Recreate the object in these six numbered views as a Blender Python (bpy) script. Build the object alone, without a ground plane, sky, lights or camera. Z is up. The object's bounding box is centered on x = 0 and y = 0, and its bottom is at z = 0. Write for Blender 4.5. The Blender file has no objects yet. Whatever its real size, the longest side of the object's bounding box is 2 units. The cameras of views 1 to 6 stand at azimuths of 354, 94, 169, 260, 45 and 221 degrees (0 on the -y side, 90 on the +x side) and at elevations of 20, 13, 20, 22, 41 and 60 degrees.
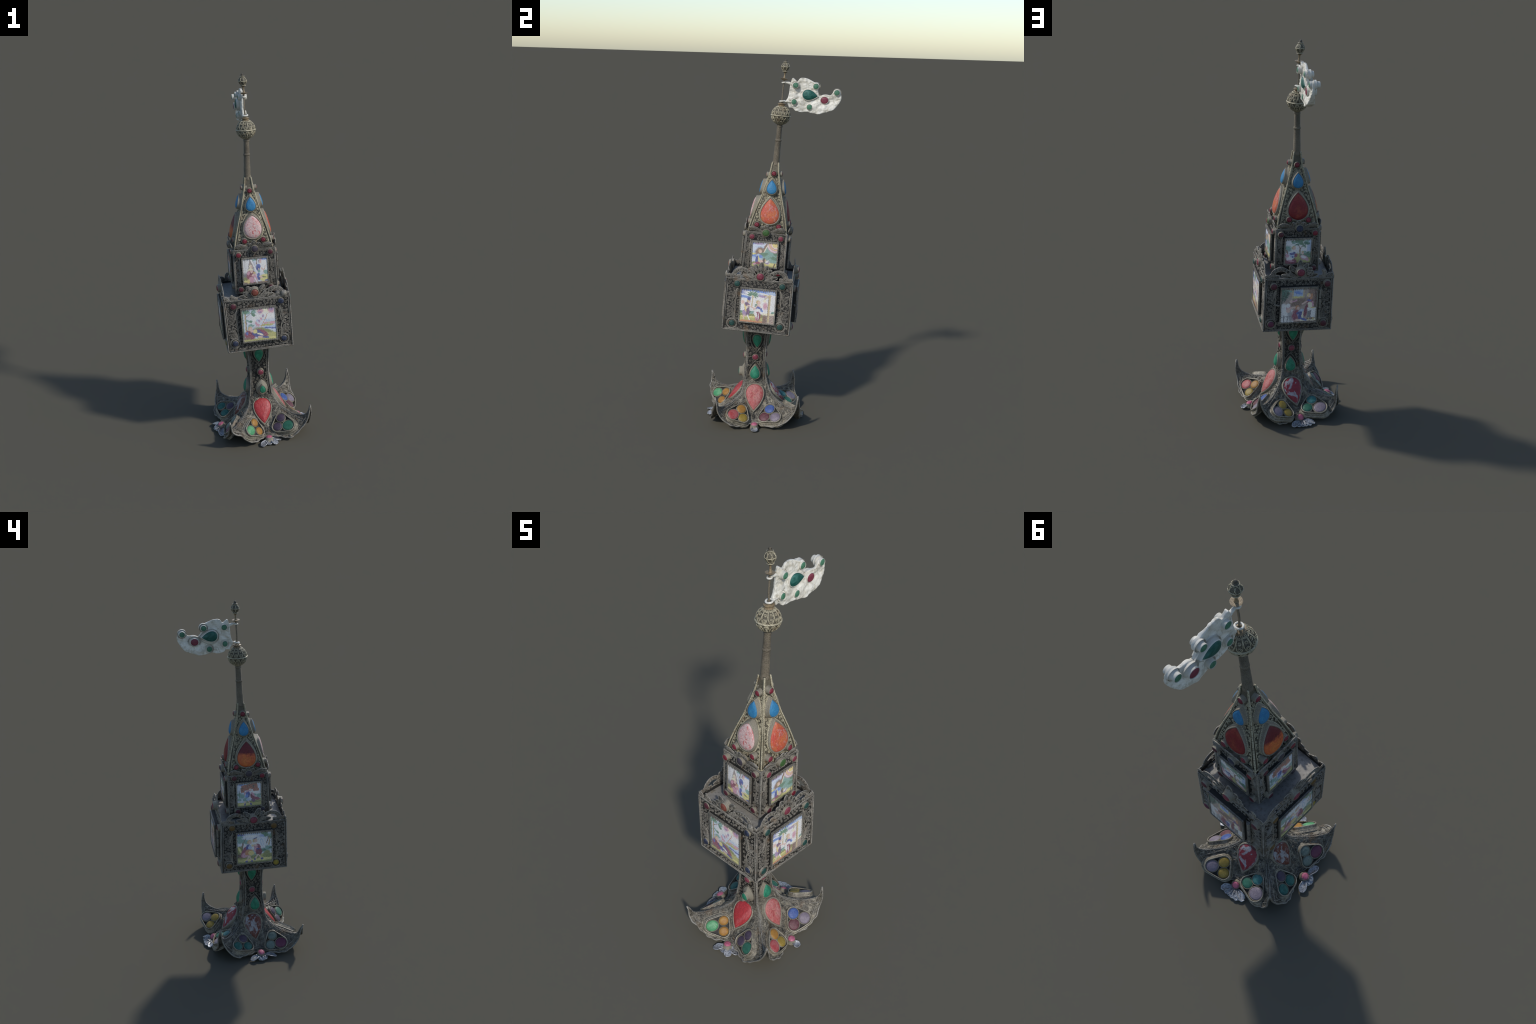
"""Jewelled silver spice tower: petal foot, square column, two enamelled boxes, spire, globe and pennant."""
import bpy, math
import numpy as np
from mathutils import Matrix, Vector
from mathutils.noise import fractal

rng = np.random.default_rng(11)
A = lambda *v: np.array(v, float)


def unit(v):
    v = np.asarray(v, float)
    return v / (np.linalg.norm(v, axis=-1, keepdims=True) + 1e-12)


def lin(r, g, b, gain=1.0):
    f = lambda c: (c / 12.92 if c <= .04045 else ((c + .055) / 1.055) ** 2.4)
    return tuple(min(1.0, f(c / 255.0) * gain) for c in (r, g, b)) + (1.0,)


# ------------------------------------------------------------------ materials
class Nodes:
    def __init__(self, name):
        self.mat = bpy.data.materials.new(name)
        self.mat.use_nodes = True
        self.t = self.mat.node_tree
        self.t.nodes.clear()
        self.out = self.t.nodes.new("ShaderNodeOutputMaterial")
        self.bsdf = self.t.nodes.new("ShaderNodeBsdfPrincipled")
        self.t.links.new(self.bsdf.outputs[0], self.out.inputs[0])

    def new(self, kind, **props):
        n = self.t.nodes.new("ShaderNode" + kind)
        for k, v in props.items():
            setattr(n, k, v)
        return n

    def link(self, a, b):
        self.t.links.new(a, b)

    def noise(self, vec, scale, detail=3.0, rough=.55, distort=0.0):
        n = self.new("TexNoise")
        n.inputs["Scale"].default_value = scale
        n.inputs["Detail"].default_value = detail
        n.inputs["Roughness"].default_value = rough
        n.inputs["Distortion"].default_value = distort
        self.link(vec, n.inputs["Vector"])
        return n.outputs["Fac"]

    def ramp(self, fac, stops):
        n = self.new("ValToRGB")
        e = n.color_ramp.elements
        while len(e) < len(stops):
            e.new(.5)
        for el, (p, c) in zip(e, stops):
            el.position, el.color = p, c
        self.link(fac, n.inputs[0])
        return n.outputs[0]

    def mix(self, fac, a, b, mode="MIX"):
        n = self.new("Mix", data_type="RGBA", blend_type=mode)
        for sock, v in ((n.inputs[0], fac), (n.inputs[6], a), (n.inputs[7], b)):
            if hasattr(v, "is_linked"):
                self.link(v, sock)
            else:
                sock.default_value = v
        return n.outputs[2]

    def bump(self, height, strength, distance):
        n = self.new("Bump")
        n.inputs["Strength"].default_value = strength
        n.inputs["Distance"].default_value = distance
        self.link(height, n.inputs["Height"])
        self.link(n.outputs[0], self.bsdf.inputs["Normal"])

    def finish(self, colour, rough=.5, metal=0.0, spec=.4, coat=0.0):
        b = self.bsdf
        if hasattr(colour, "is_linked"):
            self.link(colour, b.inputs["Base Color"])
        else:
            b.inputs["Base Color"].default_value = colour
        b.inputs["Roughness"].default_value = rough
        b.inputs["Metallic"].default_value = metal
        b.inputs["Specular IOR Level"].default_value = spec
        b.inputs["Coat Weight"].default_value = coat
        b.inputs["Coat Roughness"].default_value = .15
        return self.mat


def coords(n, randomise=False):
    tc = n.new("TexCoord").outputs["Object"]
    if not randomise:
        return tc
    info = n.new("ObjectInfo").outputs["Random"]
    mul = n.new("Math", operation="MULTIPLY")
    mul.inputs[1].default_value = 37.0
    n.link(info, mul.inputs[0])
    add = n.new("VectorMath", operation="ADD")
    n.link(tc, add.inputs[0])
    n.link(mul.outputs[0], add.inputs[1])
    return add.outputs[0]


def silver(name, light, mid, dark, grain=60, rough=.5, metal=.1, bump=.5, worn=True, patch=14):
    n = Nodes(name)
    v = coords(n)
    big = n.noise(v, patch, 5, .65)
    col = n.ramp(big, [(.33, mid), (.62, light)])
    fine = n.noise(v, grain * 4, 4, .7)
    spots = n.ramp(fine, [(.36, (1, 1, 1, 1)), (.5, (0, 0, 0, 1))])
    col = n.mix(spots, col, dark)
    if worn:
        brown = n.ramp(n.noise(v, 22, 2), [(.60, (0, 0, 0, 1)), (.74, (.55, .55, .55, 1))])
        col = n.mix(brown, col, lin(112, 88, 62))
    n.bump(n.noise(v, grain * 3, 4, .7), bump, .004)
    return n.finish(col, rough, metal, .45)


M = {}
M["wire"] = silver("filigree_silver", lin(152, 146, 135), lin(114, 109, 100), lin(58, 55, 50), 60, .4)
M["frame"] = silver("frame_silver", lin(146, 141, 131), lin(108, 104, 96), lin(60, 57, 52), 50, .4)
M["plate"] = silver("dark_backplate", lin(48, 46, 43), lin(36, 35, 33), lin(26, 25, 24), 70, .6)  # backing set darker than the wires over it
M["sheet"] = silver("foot_silver", lin(136, 129, 113), lin(50, 48, 44), lin(30, 29, 28), 45, .42, .15, .7, True, 34)
M["crest_plate"] = silver("crest_plate_silver", lin(98, 94, 86), lin(68, 65, 59), lin(38, 36, 33), 60, .45)
M["dull_wire"] = silver("tarnished_filigree", lin(130, 124, 111), lin(78, 74, 67), lin(44, 42, 38), 60, .42, .15, .5, True, 30)
M["collar"] = silver("collar_silver", lin(150, 142, 124), lin(84, 79, 69), lin(46, 43, 39), 60, .4, .15, .6, True, 40)
M["gilt_wire"] = silver("gilt_filigree", lin(190, 181, 155), lin(154, 146, 121), lin(92, 86, 71), 60, .45)
M["gilt_plate"] = silver("gilt_backplate", lin(104, 98, 82), lin(72, 67, 56), lin(42, 39, 34), 70, .6)
M["bezel"] = silver("bezel_silver", lin(168, 161, 144), lin(120, 113, 98), lin(64, 60, 51), 70, .4)
M["dark"] = silver("dark_fill", lin(46, 44, 41), lin(36, 34, 32), lin(26, 25, 24), 60, .7, 0)  # dark colour standing in for shade in the roundels and the box gap
M["stem"] = silver("stem_bronze", lin(132, 122, 104), lin(108, 99, 84), lin(70, 64, 54), 90, .5, .15, .9, False)
M["brass"] = silver("brass_neck", lin(150, 132, 102), lin(120, 104, 80), lin(84, 72, 56), 60, .45)
M["white_silver"] = silver("polished_petal_silver", lin(178, 180, 184), lin(100, 101, 104), lin(52, 52, 54), 40, .3, .3, .3, False)
M["deck"] = silver("deck_silver", lin(152, 148, 140), lin(134, 130, 123), lin(120, 116, 110), 20, .45, .1, .15)
M["pennant"] = silver("matt_white_silver", lin(222, 219, 209), lin(194, 189, 176), lin(180, 174, 158), 14, .5, 0, .35, False, 24)


def mute(c):
    """Stone colour tuned down: a little darker and greyer than the one given."""
    g = (c[0] + c[1] + c[2]) / 3
    return tuple(.66 * (.89 * x + .11 * g) for x in c[:3]) + (1,)


def stone(name, base, second=None, amount=.5, scale=.9, rough=.3, third=None, sharp=.08, grade=None):
    n = Nodes(name)
    base, second, third, grade = (c and mute(c) for c in (base, second, third, grade))
    v = coords(n, True)
    f = n.noise(v, scale, 3, .6, .6)
    if second is None:
        second = tuple(min(1, c * 1.5 + .01) for c in base[:3]) + (1,)
        col = n.ramp(f, [(.35, base), (.75, second)])
    else:
        col = n.ramp(f, [(max(0, amount - sharp), base), (min(1, amount + sharp), second)])
    if third:
        g = n.noise(v, scale * 1.7, 4, .6, 1.4)
        m = n.ramp(g, [(.54, (0, 0, 0, 1)), (.62, (1, 1, 1, 1))])
        col = n.mix(m, col, third)
    if grade:                                   # colour of the upper half of a two-tone stone
        tc = n.new("TexCoord").outputs["Object"]
        sep = n.new("SeparateXYZ")
        n.link(tc, sep.inputs[0])
        add = n.new("Math", operation="ADD")
        n.link(sep.outputs[1], add.inputs[0])
        n.link(f, add.inputs[1])
        m = n.ramp(add.outputs[0], [(.45, (0, 0, 0, 1)), (.7, (1, 1, 1, 1))])
        col = n.mix(m, col, grade)
    speck = n.ramp(n.noise(v, 9, 4, .7), [(.38, (.7, .7, .7, 1)), (.65, (1.12, 1.12, 1.12, 1))])
    col = n.mix(1.0, col, speck, "MULTIPLY")
    n.bump(n.noise(v, 5, 3), .12, .05)
    return n.finish(col, rough + .18, 0, .35, 0)


S = {
    "scarlet": stone("scarlet_stone", lin(198, 42, 48), lin(214, 96, 96), .62, .8),
    "salmon": stone("salmon_stone", lin(202, 82, 82), lin(218, 142, 136), .52, 1.8, .4, lin(206, 132, 118), .12),
    "marble": stone("red_marbled_agate", lin(168, 42, 60), lin(190, 184, 190), .56, 1.1, .35, sharp=.03),
    "jasper": stone("brown_marbled_agate", lin(126, 62, 46), lin(184, 180, 182), .52, 1.4, .35, lin(148, 120, 116), .03),
    "rose": stone("rose_veined_stone", lin(250, 214, 208), lin(250, 186, 180), .6, 1.5, .4, lin(236, 122, 120), .1),
    "flame": stone("flame_orange_stone", lin(226, 84, 62), lin(234, 134, 66), .55, 1.1, .35, lin(222, 150, 138), .15),
    "garnet_red": stone("deep_red_jasper", lin(152, 34, 42), lin(176, 70, 46), .6, 1.2, .35, None, .1),
    "amber_red": stone("amber_red_stone", lin(244, 128, 42), lin(222, 72, 40), .55, 1.2, .35, None, .15, lin(128, 34, 44)),
    "azure": stone("azure_stone", lin(28, 138, 200), lin(58, 162, 212), .55, 1.6, .35, None, .2),
    "malachite": stone("malachite_stone", lin(26, 136, 102), lin(56, 174, 132), .55, 1.5, .35, None, .15),
    "ruby": stone("ruby_stone", lin(134, 32, 52), None, .5, 1.2, .25),
    "dark_ruby": stone("dark_ruby_stone", lin(96, 40, 54), None, .5, 1.2, .25),
    "rose_ruby": stone("rose_ruby_stone", lin(142, 54, 74), None, .5, 1.2, .25),
    "pink": stone("pink_stone", lin(208, 78, 124), lin(226, 138, 160), .55, 1.2, .25, None, .2),
    "yellow": stone("citrine_stone", lin(182, 122, 28), lin(204, 152, 52), .55, 1.2, .3, None, .2),
    "olive": stone("olive_citrine_stone", lin(168, 138, 30), lin(186, 158, 62), .55, 1.2, .3, None, .2),
    "mint": stone("mint_green_stone", lin(72, 168, 108), lin(140, 208, 150), .58, 1.3, .3, None, .2),
    "violet": stone("violet_stone", lin(76, 60, 82), lin(104, 86, 106), .55, 1.2, .3, None, .2),
    "forest": stone("forest_green_stone", lin(40, 112, 88), lin(66, 140, 112), .55, 1.2, .3, None, .2),
    "dark_green": stone("dark_green_stone", lin(32, 76, 70), lin(56, 104, 96), .55, 1.2, .3, None, .2),
    "sapphire": stone("sapphire_stone", lin(56, 84, 160), lin(92, 124, 190), .55, 1.2, .3, None, .2),
    "navy": stone("navy_stone", lin(50, 58, 84), lin(84, 94, 122), .58, 1.2, .25, None, .15),
    "maroon": stone("maroon_stone", lin(104, 54, 60), lin(138, 86, 94), .58, 1.2, .3, None, .2),
    "lavender": stone("lavender_stone", lin(134, 120, 136), lin(166, 152, 164), .55, 1.2, .3, None, .2),
    "coral": stone("coral_red_stone", lin(196, 68, 68), lin(202, 118, 116), .55, 1.2, .3, None, .2),
    "teal": stone("teal_stone", lin(44, 122, 118), lin(92, 158, 158), .58, 1.2, .25, None, .15),
    "sage": stone("sage_grey_stone", lin(104, 122, 112), lin(140, 156, 144), .55, 1.2, .3, None, .2),
    "plum": stone("plum_stone", lin(110, 44, 76), lin(134, 64, 96), .55, 1.2, .3, None, .2),
    "carnelian": stone("carnelian_stone", lin(142, 66, 50), lin(164, 92, 74), .55, 1.2, .35, None, .2),
    "amber": stone("dark_amber_stone", lin(112, 84, 36), lin(142, 108, 52), .55, 1.2, .25, None, .2),
    "lemon": stone("lemon_stone", lin(172, 148, 26), lin(190, 168, 60), .55, 1.2, .3, None, .2),
    "moss": stone("moss_green_stone", lin(66, 108, 52), lin(92, 134, 72), .55, 1.2, .25, None, .2),
    "slate": stone("slate_violet_stone", lin(70, 62, 74), lin(98, 90, 102), .55, 1.2, .3, None, .2),
    "deep_teal": stone("deep_teal_stone", lin(18, 104, 92), lin(70, 140, 128), .58, 1.2, .3, None, .15),
    "sea": stone("sea_green_stone", lin(70, 138, 104), lin(110, 166, 134), .55, 1.2, .35, None, .2),
}

# ------------------------------------------------------------------ hierarchy and mesh building
root = bpy.data.objects.new("spice_tower", None)
bpy.context.collection.objects.link(root)
root["label"] = "tall leaning silver filigree tower set with gemstones, enamels and pennant"
root["category"] = "spice box"


def add_object(name, mesh, parent, matrix=None, kind=None):
    o = bpy.data.objects.new(name, mesh)
    bpy.context.collection.objects.link(o)
    o.parent = parent
    if matrix is not None:
        o.matrix_local = matrix
    if kind:
        o["kind"] = kind
    return o


class Builder:
    """Collects vertices and quads/triangles of one mesh."""

    def __init__(self):
        self.v, self.f, self.n = [], [], 0

    def add(self, verts, faces, mat=0):
        verts = np.asarray(verts, float).reshape(-1, 3)
        faces = faces if isinstance(faces, list) else [faces]
        for fc in faces:
            self.f.append((np.asarray(fc, int) + self.n, mat))
        self.v.append(verts)
        self.n += len(verts)

    def mesh(self, name, mats, smooth=True):
        me = bpy.data.meshes.new(name)
        V = np.concatenate(self.v)
        me.vertices.add(len(V))
        me.vertices.foreach_set("co", V.ravel())
        loops, starts, idx, at = [], [], [], 0
        for fc, m in self.f:
            fc = fc.reshape(-1, fc.shape[-1])
            k = fc.shape[1]
            loops.append(fc.ravel())
            starts.append(at + k * np.arange(len(fc)))
            idx.append(np.full(len(fc), m))
            at += fc.size
        loops, starts, idx = map(np.concatenate, (loops, starts, idx))
        me.loops.add(len(loops))
        me.loops.foreach_set("vertex_index", loops)
        me.polygons.add(len(starts))
        me.polygons.foreach_set("loop_start", starts)
        me.polygons.foreach_set("material_index", idx)
        me.polygons.foreach_set("use_smooth", np.full(len(starts), smooth))
        for m in mats:
            me.materials.append(m)
        me.update(calc_edges=True)
        me.validate()
        return me

    def done(self, name, mats, parent, smooth=True, kind=None, angle=None):
        me = self.mesh(name, mats, smooth)
        if angle:
            me.set_sharp_from_angle(angle=math.radians(angle))
        return add_object(name, me, parent, None, kind)


def grid_faces(nu, nv, wrap=False, flip=False):
    i, j = np.meshgrid(np.arange(nu if wrap else nu - 1), np.arange(nv - 1), indexing="ij")
    a = i * nv + j
    b = ((i + 1) % nu) * nv + j
    q = np.stack([a, b, b + 1, a + 1], -1).reshape(-1, 4)
    return q[:, ::-1] if flip else q


def tube(b, path, r, sides=5, closed=False, mat=0, ref=None):
    P = np.asarray(path, float)
    n = len(P)
    if closed:
        T = unit(np.roll(P, -1, 0) - np.roll(P, 1, 0))
    else:
        T = unit(np.gradient(P, axis=0))
    if ref is None:
        ref = np.eye(3)[np.argmin(np.abs(T).sum(0))]
    N = unit(np.cross(np.broadcast_to(ref, P.shape), T))
    B = np.cross(T, N)
    a = np.arange(sides) * 2 * math.pi / sides + .4
    r = np.broadcast_to(np.asarray(r, float), (n,))
    V = P[:, None] + r[:, None, None] * (np.cos(a)[None, :, None] * N[:, None] + np.sin(a)[None, :, None] * B[:, None])
    i, j = np.meshgrid(np.arange(n if closed else n - 1), np.arange(sides), indexing="ij")
    i2, j2 = (i + 1) % n, (j + 1) % sides
    F = [np.stack([i * sides + j, i * sides + j2, i2 * sides + j2, i2 * sides + j], -1).reshape(-1, 4)]
    V = V.reshape(-1, 3)
    if not closed:
        F += [np.arange(sides)[::-1][None], (np.arange(sides) + (n - 1) * sides)[None]]
    b.add(V, F, mat)


def resample(path, n, closed=False):
    """Smooth Catmull-Rom curve through control points."""
    P = np.asarray(path, float)
    k = len(P)
    if closed:
        Q = np.concatenate([P[-1:], P, P[:2]])
        s = np.linspace(0, k, n, endpoint=False)
    else:
        Q = np.concatenate([2 * P[:1] - P[1:2], P, 2 * P[-1:] - P[-2:-1]])
        s = np.linspace(0, k - 1 - 1e-9, n)
    i = s.astype(int)
    t = (s - i)[:, None]
    p0, p1, p2, p3 = Q[i], Q[i + 1], Q[i + 2], Q[i + 3]
    return .5 * (2 * p1 + (p2 - p0) * t + (2 * p0 - 5 * p1 + 4 * p2 - p3) * t ** 2 + (3 * p1 - p0 - 3 * p2 + p3) * t ** 3)


def rope(b, path, r, pitch=.012, mat=0, strands=2):
    """Twisted wire along a path."""
    P = np.asarray(path, float)
    L = np.concatenate([[0], np.cumsum(np.linalg.norm(np.diff(P, axis=0), axis=1))])
    n = max(8, int(L[-1] / pitch * 7))
    s = np.linspace(0, L[-1], n)
    Q = np.stack([np.interp(s, L, P[:, i]) for i in range(3)], 1)
    T = unit(np.gradient(Q, axis=0))
    ref = np.eye(3)[np.argmin(np.abs(T).sum(0))]
    N = unit(np.cross(np.broadcast_to(ref, Q.shape), T))
    B = np.cross(T, N)
    for k in range(strands):
        a = s / pitch * 2 * math.pi / strands + k * 2 * math.pi / strands
        tube(b, Q + .5 * r * (np.cos(a)[:, None] * N + np.sin(a)[:, None] * B), .62 * r, 5, False, mat)


def lathe(b, profile, axis0, axis1, seg=32, mat=0):
    """Turn (radius, distance along axis) pairs about the line axis0 -> axis1."""
    a0, a1 = A(*axis0), A(*axis1)
    Z = unit(a1 - a0)
    X = unit(np.cross([0, 1, 0], Z))
    Y = np.cross(Z, X)
    pr = np.asarray(profile, float)
    a = np.arange(seg) * 2 * math.pi / seg
    V = a0 + pr[None, :, 1, None] * Z + pr[None, :, 0, None] * (np.cos(a)[:, None, None] * X + np.sin(a)[:, None, None] * Y)
    k = len(pr)
    b.add(V, [grid_faces(seg, k, True), np.arange(seg)[::-1][None] * k, (np.arange(seg) * k + k - 1)[None]], mat)


def slab(b, outline, thick, frame, mat=0, z0=0.0):
    """Extrude a flat outline (n,2) in a frame (origin, X, Y, N)."""
    O, X, Y, N = frame
    P = O + outline[:, :1] * X + outline[:, 1:2] * Y + z0 * N
    n = len(P)
    i = np.arange(n)
    b.add(np.concatenate([P, P + thick * N]),
          [np.stack([i, (i + 1) % n, (i + 1) % n + n, i + n], -1), i[::-1][None], (i + n)[None]], mat)


# ------------------------------------------------------------------ scrollwork
def pack(surf, count, rmin, rmax, avoid=(), seed=0, gap=1.0):
    """Throw circles of falling size on a surface patch; returns centres, frames, radii."""
    g = np.random.default_rng(seed)
    uv = g.random((count, 2))
    P, T1, T2, N = surf(uv)
    C = [np.asarray(p, float) for p, _ in avoid]
    R = [r for _, r in avoid]
    k0 = len(C)
    cap = k0 + count
    CA, RA = np.zeros((cap, 3)), np.zeros(cap)
    if k0:
        CA[:k0], RA[:k0] = C, R
    k, keep = k0, []
    for i in range(count):
        r = rmax + (rmin - rmax) * (i / count) ** .6
        if k == 0 or np.all(np.linalg.norm(CA[:k] - P[i], axis=1) > gap * (RA[:k] + r)):
            CA[k], RA[k] = P[i], r
            k += 1
            keep.append((i, r))
    return [(P[i], T1[i], T2[i], N[i], r) for i, r in keep]


def scrolls(b, circles, wire=.0017, lift=.001, seed=0, mat=0):
    g = np.random.default_rng(seed + 5)
    for P, X, Y, N, r in circles:
        turns = 1.35 + .5 * g.random()
        a = np.linspace(0, turns * 2 * math.pi, 21) * (1 if g.random() < .5 else -1)
        rad = r * np.linspace(.97, .2, 21) ** .9
        a0 = g.random() * 6.28
        Q = P + (rad * np.cos(a + a0))[:, None] * X + (rad * np.sin(a + a0))[:, None] * Y + lift * N
        tube(b, Q, wire, 4, False, mat, N)


class Patch:
    """Bilinear panel with corners bottom-left, bottom-right, top-left, top-right seen from outside."""

    def __init__(self, bl, br, tl, tr):
        self.c = [A(*p) for p in (bl, br, tl, tr)]
        bl, br, tl, tr = self.c
        self.N = unit(np.cross(br - bl + tr - tl, tl - bl + tr - br))
        self.X = unit(br - bl + tr - tl)
        self.Y = np.cross(self.N, self.X)
        self.w = (np.linalg.norm(br - bl) + np.linalg.norm(tr - tl)) / 2
        self.h = (np.linalg.norm(tl - bl) + np.linalg.norm(tr - br)) / 2

    def at(self, p, q, h=0.0):
        p, q = np.asarray(p, float)[..., None], np.asarray(q, float)[..., None]
        bl, br, tl, tr = self.c
        return (1 - q) * ((1 - p) * bl + p * br) + q * ((1 - p) * tl + p * tr) + h * self.N

    def surf(self, p0, p1, q0, q1):
        def f(uv):
            P = self.at(p0 + uv[:, 0] * (p1 - p0), q0 + uv[:, 1] * (q1 - q0))
            o = np.ones((len(uv), 1))
            return P, o * self.X, o * self.Y, o * self.N
        return f


# ------------------------------------------------------------------ gemstones and settings
def outline(kind, n=40):
    t = np.arange(n) * 2 * math.pi / n
    if kind == "drop":
        x, y = np.sin(t) * np.abs(np.sin(t / 2)) ** .9, np.cos(t)
    elif kind == "egg":
        x, y = np.sin(t) * np.abs(np.sin(t / 2)) ** .45, np.cos(t)
    else:
        x, y = np.sin(t), np.cos(t)
    return np.stack([x / np.abs(x).max(), y], 1)


def ring_stack(b, out, rings, centre=(0, 0), cap=True, mat=0):
    o, c = out, np.asarray(centre)
    V = np.stack([np.concatenate([c + (o - c) * r, np.full((len(o), 1), z)], 1) for r, z in rings], 1)
    k = len(rings)
    F = [grid_faces(len(o), k, True, True)]
    if cap:
        F.append((np.arange(len(o)) * k + k - 1)[::-1][None])
    b.add(V, F, mat)


GEM_MESH, BEZEL_MESH = {}, {}


def gem_mesh(kind, mat):
    key = (kind, mat.name)
    if key not in GEM_MESH:
        b = Builder()
        if kind == "cut":
            ring_stack(b, outline("round", 9), [(1.02, -.5), (1.02, 0), (.93, .35), (.62, .9), (.4, 1.0)])
            GEM_MESH[key] = b.mesh("gemstone", [mat], False)
        else:
            c = (0, -.25) if kind == "drop" else (0, 0)
            if kind == "round":       # rose-cut: faceted rim, flat table
                ring_stack(b, outline(kind, 14), [(1.02, -.5), (1.02, 0), (.95, .4), (.8, .72), (.55, .92), (.25, 1.0)])
                GEM_MESH[key] = b.mesh("gemstone", [mat], False)
                return GEM_MESH[key]
            ring_stack(b, outline(kind), [(1.02, -.5), (1.02, 0), (.97, .3), (.86, .62), (.66, .85), (.4, .96), (.15, 1.0)], c)
            GEM_MESH[key] = b.mesh("gemstone", [mat], True)
    return GEM_MESH[key]


def bezel_mesh(kind, mat, flare):
    key = (kind, mat.name, flare)
    if key not in BEZEL_MESH:
        b = Builder()
        k = {"cut": "round"}.get(kind, kind)
        c = (0, -.25) if kind == "drop" else (0, 0)
        ring_stack(b, outline(k), [(1.2 * flare, -1), (1.16 * flare, -.75), (1.16, -.4), (1.12, -.1), (1.12, .1), (1.05, .16), (.99, .08), (.98, -.2)], c, False)
        BEZEL_MESH[key] = b.mesh("bezel", [mat], True)
        BEZEL_MESH[key].set_sharp_from_angle(angle=math.radians(50))
    return BEZEL_MESH[key]


def gem(parent, P, n, up, kind, w, l, mat, height=None, depth=.02, bezel="bezel", flare=1.08, sunk=.8):
    """Stone whose top sits at P facing n; its point (or long side) along up; collar of the given depth."""
    n = unit(A(*n))
    y = unit(A(*up) - n * np.dot(A(*up), n))
    x = np.cross(y, n)
    h = height or .28 * w
    O = A(*P) - n * h * sunk

    def m(sx, sy, sz):
        R = Matrix.Identity(4)
        for i, (ax, s) in enumerate(((x, sx), (y, sy), (n, sz))):
            for j in range(3):
                R[j][i] = ax[j] * s
        for j in range(3):
            R[j][3] = O[j]
        return R

    o = add_object("gemstone", gem_mesh(kind, S[mat]), parent, m(w / 2, l / 2, h))
    if bezel:
        add_object("bezel", bezel_mesh(kind, M[bezel], flare), parent, m(w / 2, l / 2, depth))
    return o


UP = (0, 0, 1)

# ================================================================== FOOT
FC, FROT = A(-.002, -.068), math.radians(6.4)
FACES = "FRBL"


def face_axes(k, rot=FROT):
    """Outward and rightward (seen from outside) unit vectors of side k."""
    a = -math.pi / 2 + k * math.pi / 2 + rot
    return A(math.cos(a), math.sin(a), 0), A(-math.sin(a), math.cos(a), 0)


def footp(k, a, t, z):
    n, r = face_axes(k)
    return A(FC[0], FC[1], 0) + a * n + t * r + A(0, 0, z)


# profiles (outward, sideways, height) from the column down to the rim; u = 0 centre ... 1 corner ridge
FOOT_PROFILES = {
    0.00: [(.058, 0, .250), (.068, 0, .210), (.085, 0, .168), (.108, 0, .125), (.138, 0, .082), (.170, 0, .048), (.200, 0, .026)],
    0.45: [(.057, .026, .250), (.069, .034, .208), (.088, .046, .164), (.118, .060, .124), (.155, .074, .085), (.194, .088, .052), (.236, .102, .022)],
    0.72: [(.056, .041, .250), (.068, .052, .205), (.087, .068, .160), (.120, .092, .125), (.162, .120, .095), (.203, .143, .068), (.242, .160, .042)],
    0.90: [(.056, .051, .250), (.068, .062, .202), (.085, .078, .157), (.118, .108, .128), (.165, .152, .108), (.208, .190, .102), (.236, .210, .100)],
    1.00: [(.056, .056, .250), (.067, .067, .200), (.084, .084, .155), (.118, .118, .127), (.166, .166, .112), (.212, .212, .127), (.230, .230, .192)],
}
HORN = {0: (.264, -.265, .189), 1: (.203, .185, .199), 2: (-.226, .132, .198), 3: (-.199, -.348, .171)}
_us = sorted(FOOT_PROFILES)
_cols = [-u for u in reversed(_us[1:])] + _us
_grid = np.array([[(a, math.copysign(1, u) * t, z) for a, t, z in FOOT_PROFILES[abs(u)]] for u in _cols])
_dense = np.array([resample(c, 60) for c in _grid])                      # along v


def cubic_u(u):
    """Non-uniform cubic (Hermite) interpolation of the profile columns at u."""
    x = np.array(_cols)
    m = np.zeros_like(_dense)
    m[1:-1] = (_dense[2:] - _dense[:-2]) / (x[2:] - x[:-2])[:, None, None]
    m[0] = (_dense[1] - _dense[0]) / (x[1] - x[0])
    m[-1] = (_dense[-1] - _dense[-2]) / (x[-1] - x[-2])
    i = np.clip(np.searchsorted(x, u) - 1, 0, len(x) - 2)
    h = x[i + 1] - x[i]
    t = (u - x[i]) / h
    t, h = t[:, None, None], h[:, None, None]
    return ((2 * t ** 3 - 3 * t ** 2 + 1) * _dense[i] + (t ** 3 - 2 * t ** 2 + t) * h * m[i]
            + (3 * t ** 2 - 2 * t ** 3) * _dense[i + 1] + (t ** 3 - t ** 2) * h * m[i + 1])


NU, NV = 81, 60
_ug = np.linspace(-1, 1, NU)
FOOT_LOCAL = cubic_u(_ug)


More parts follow.
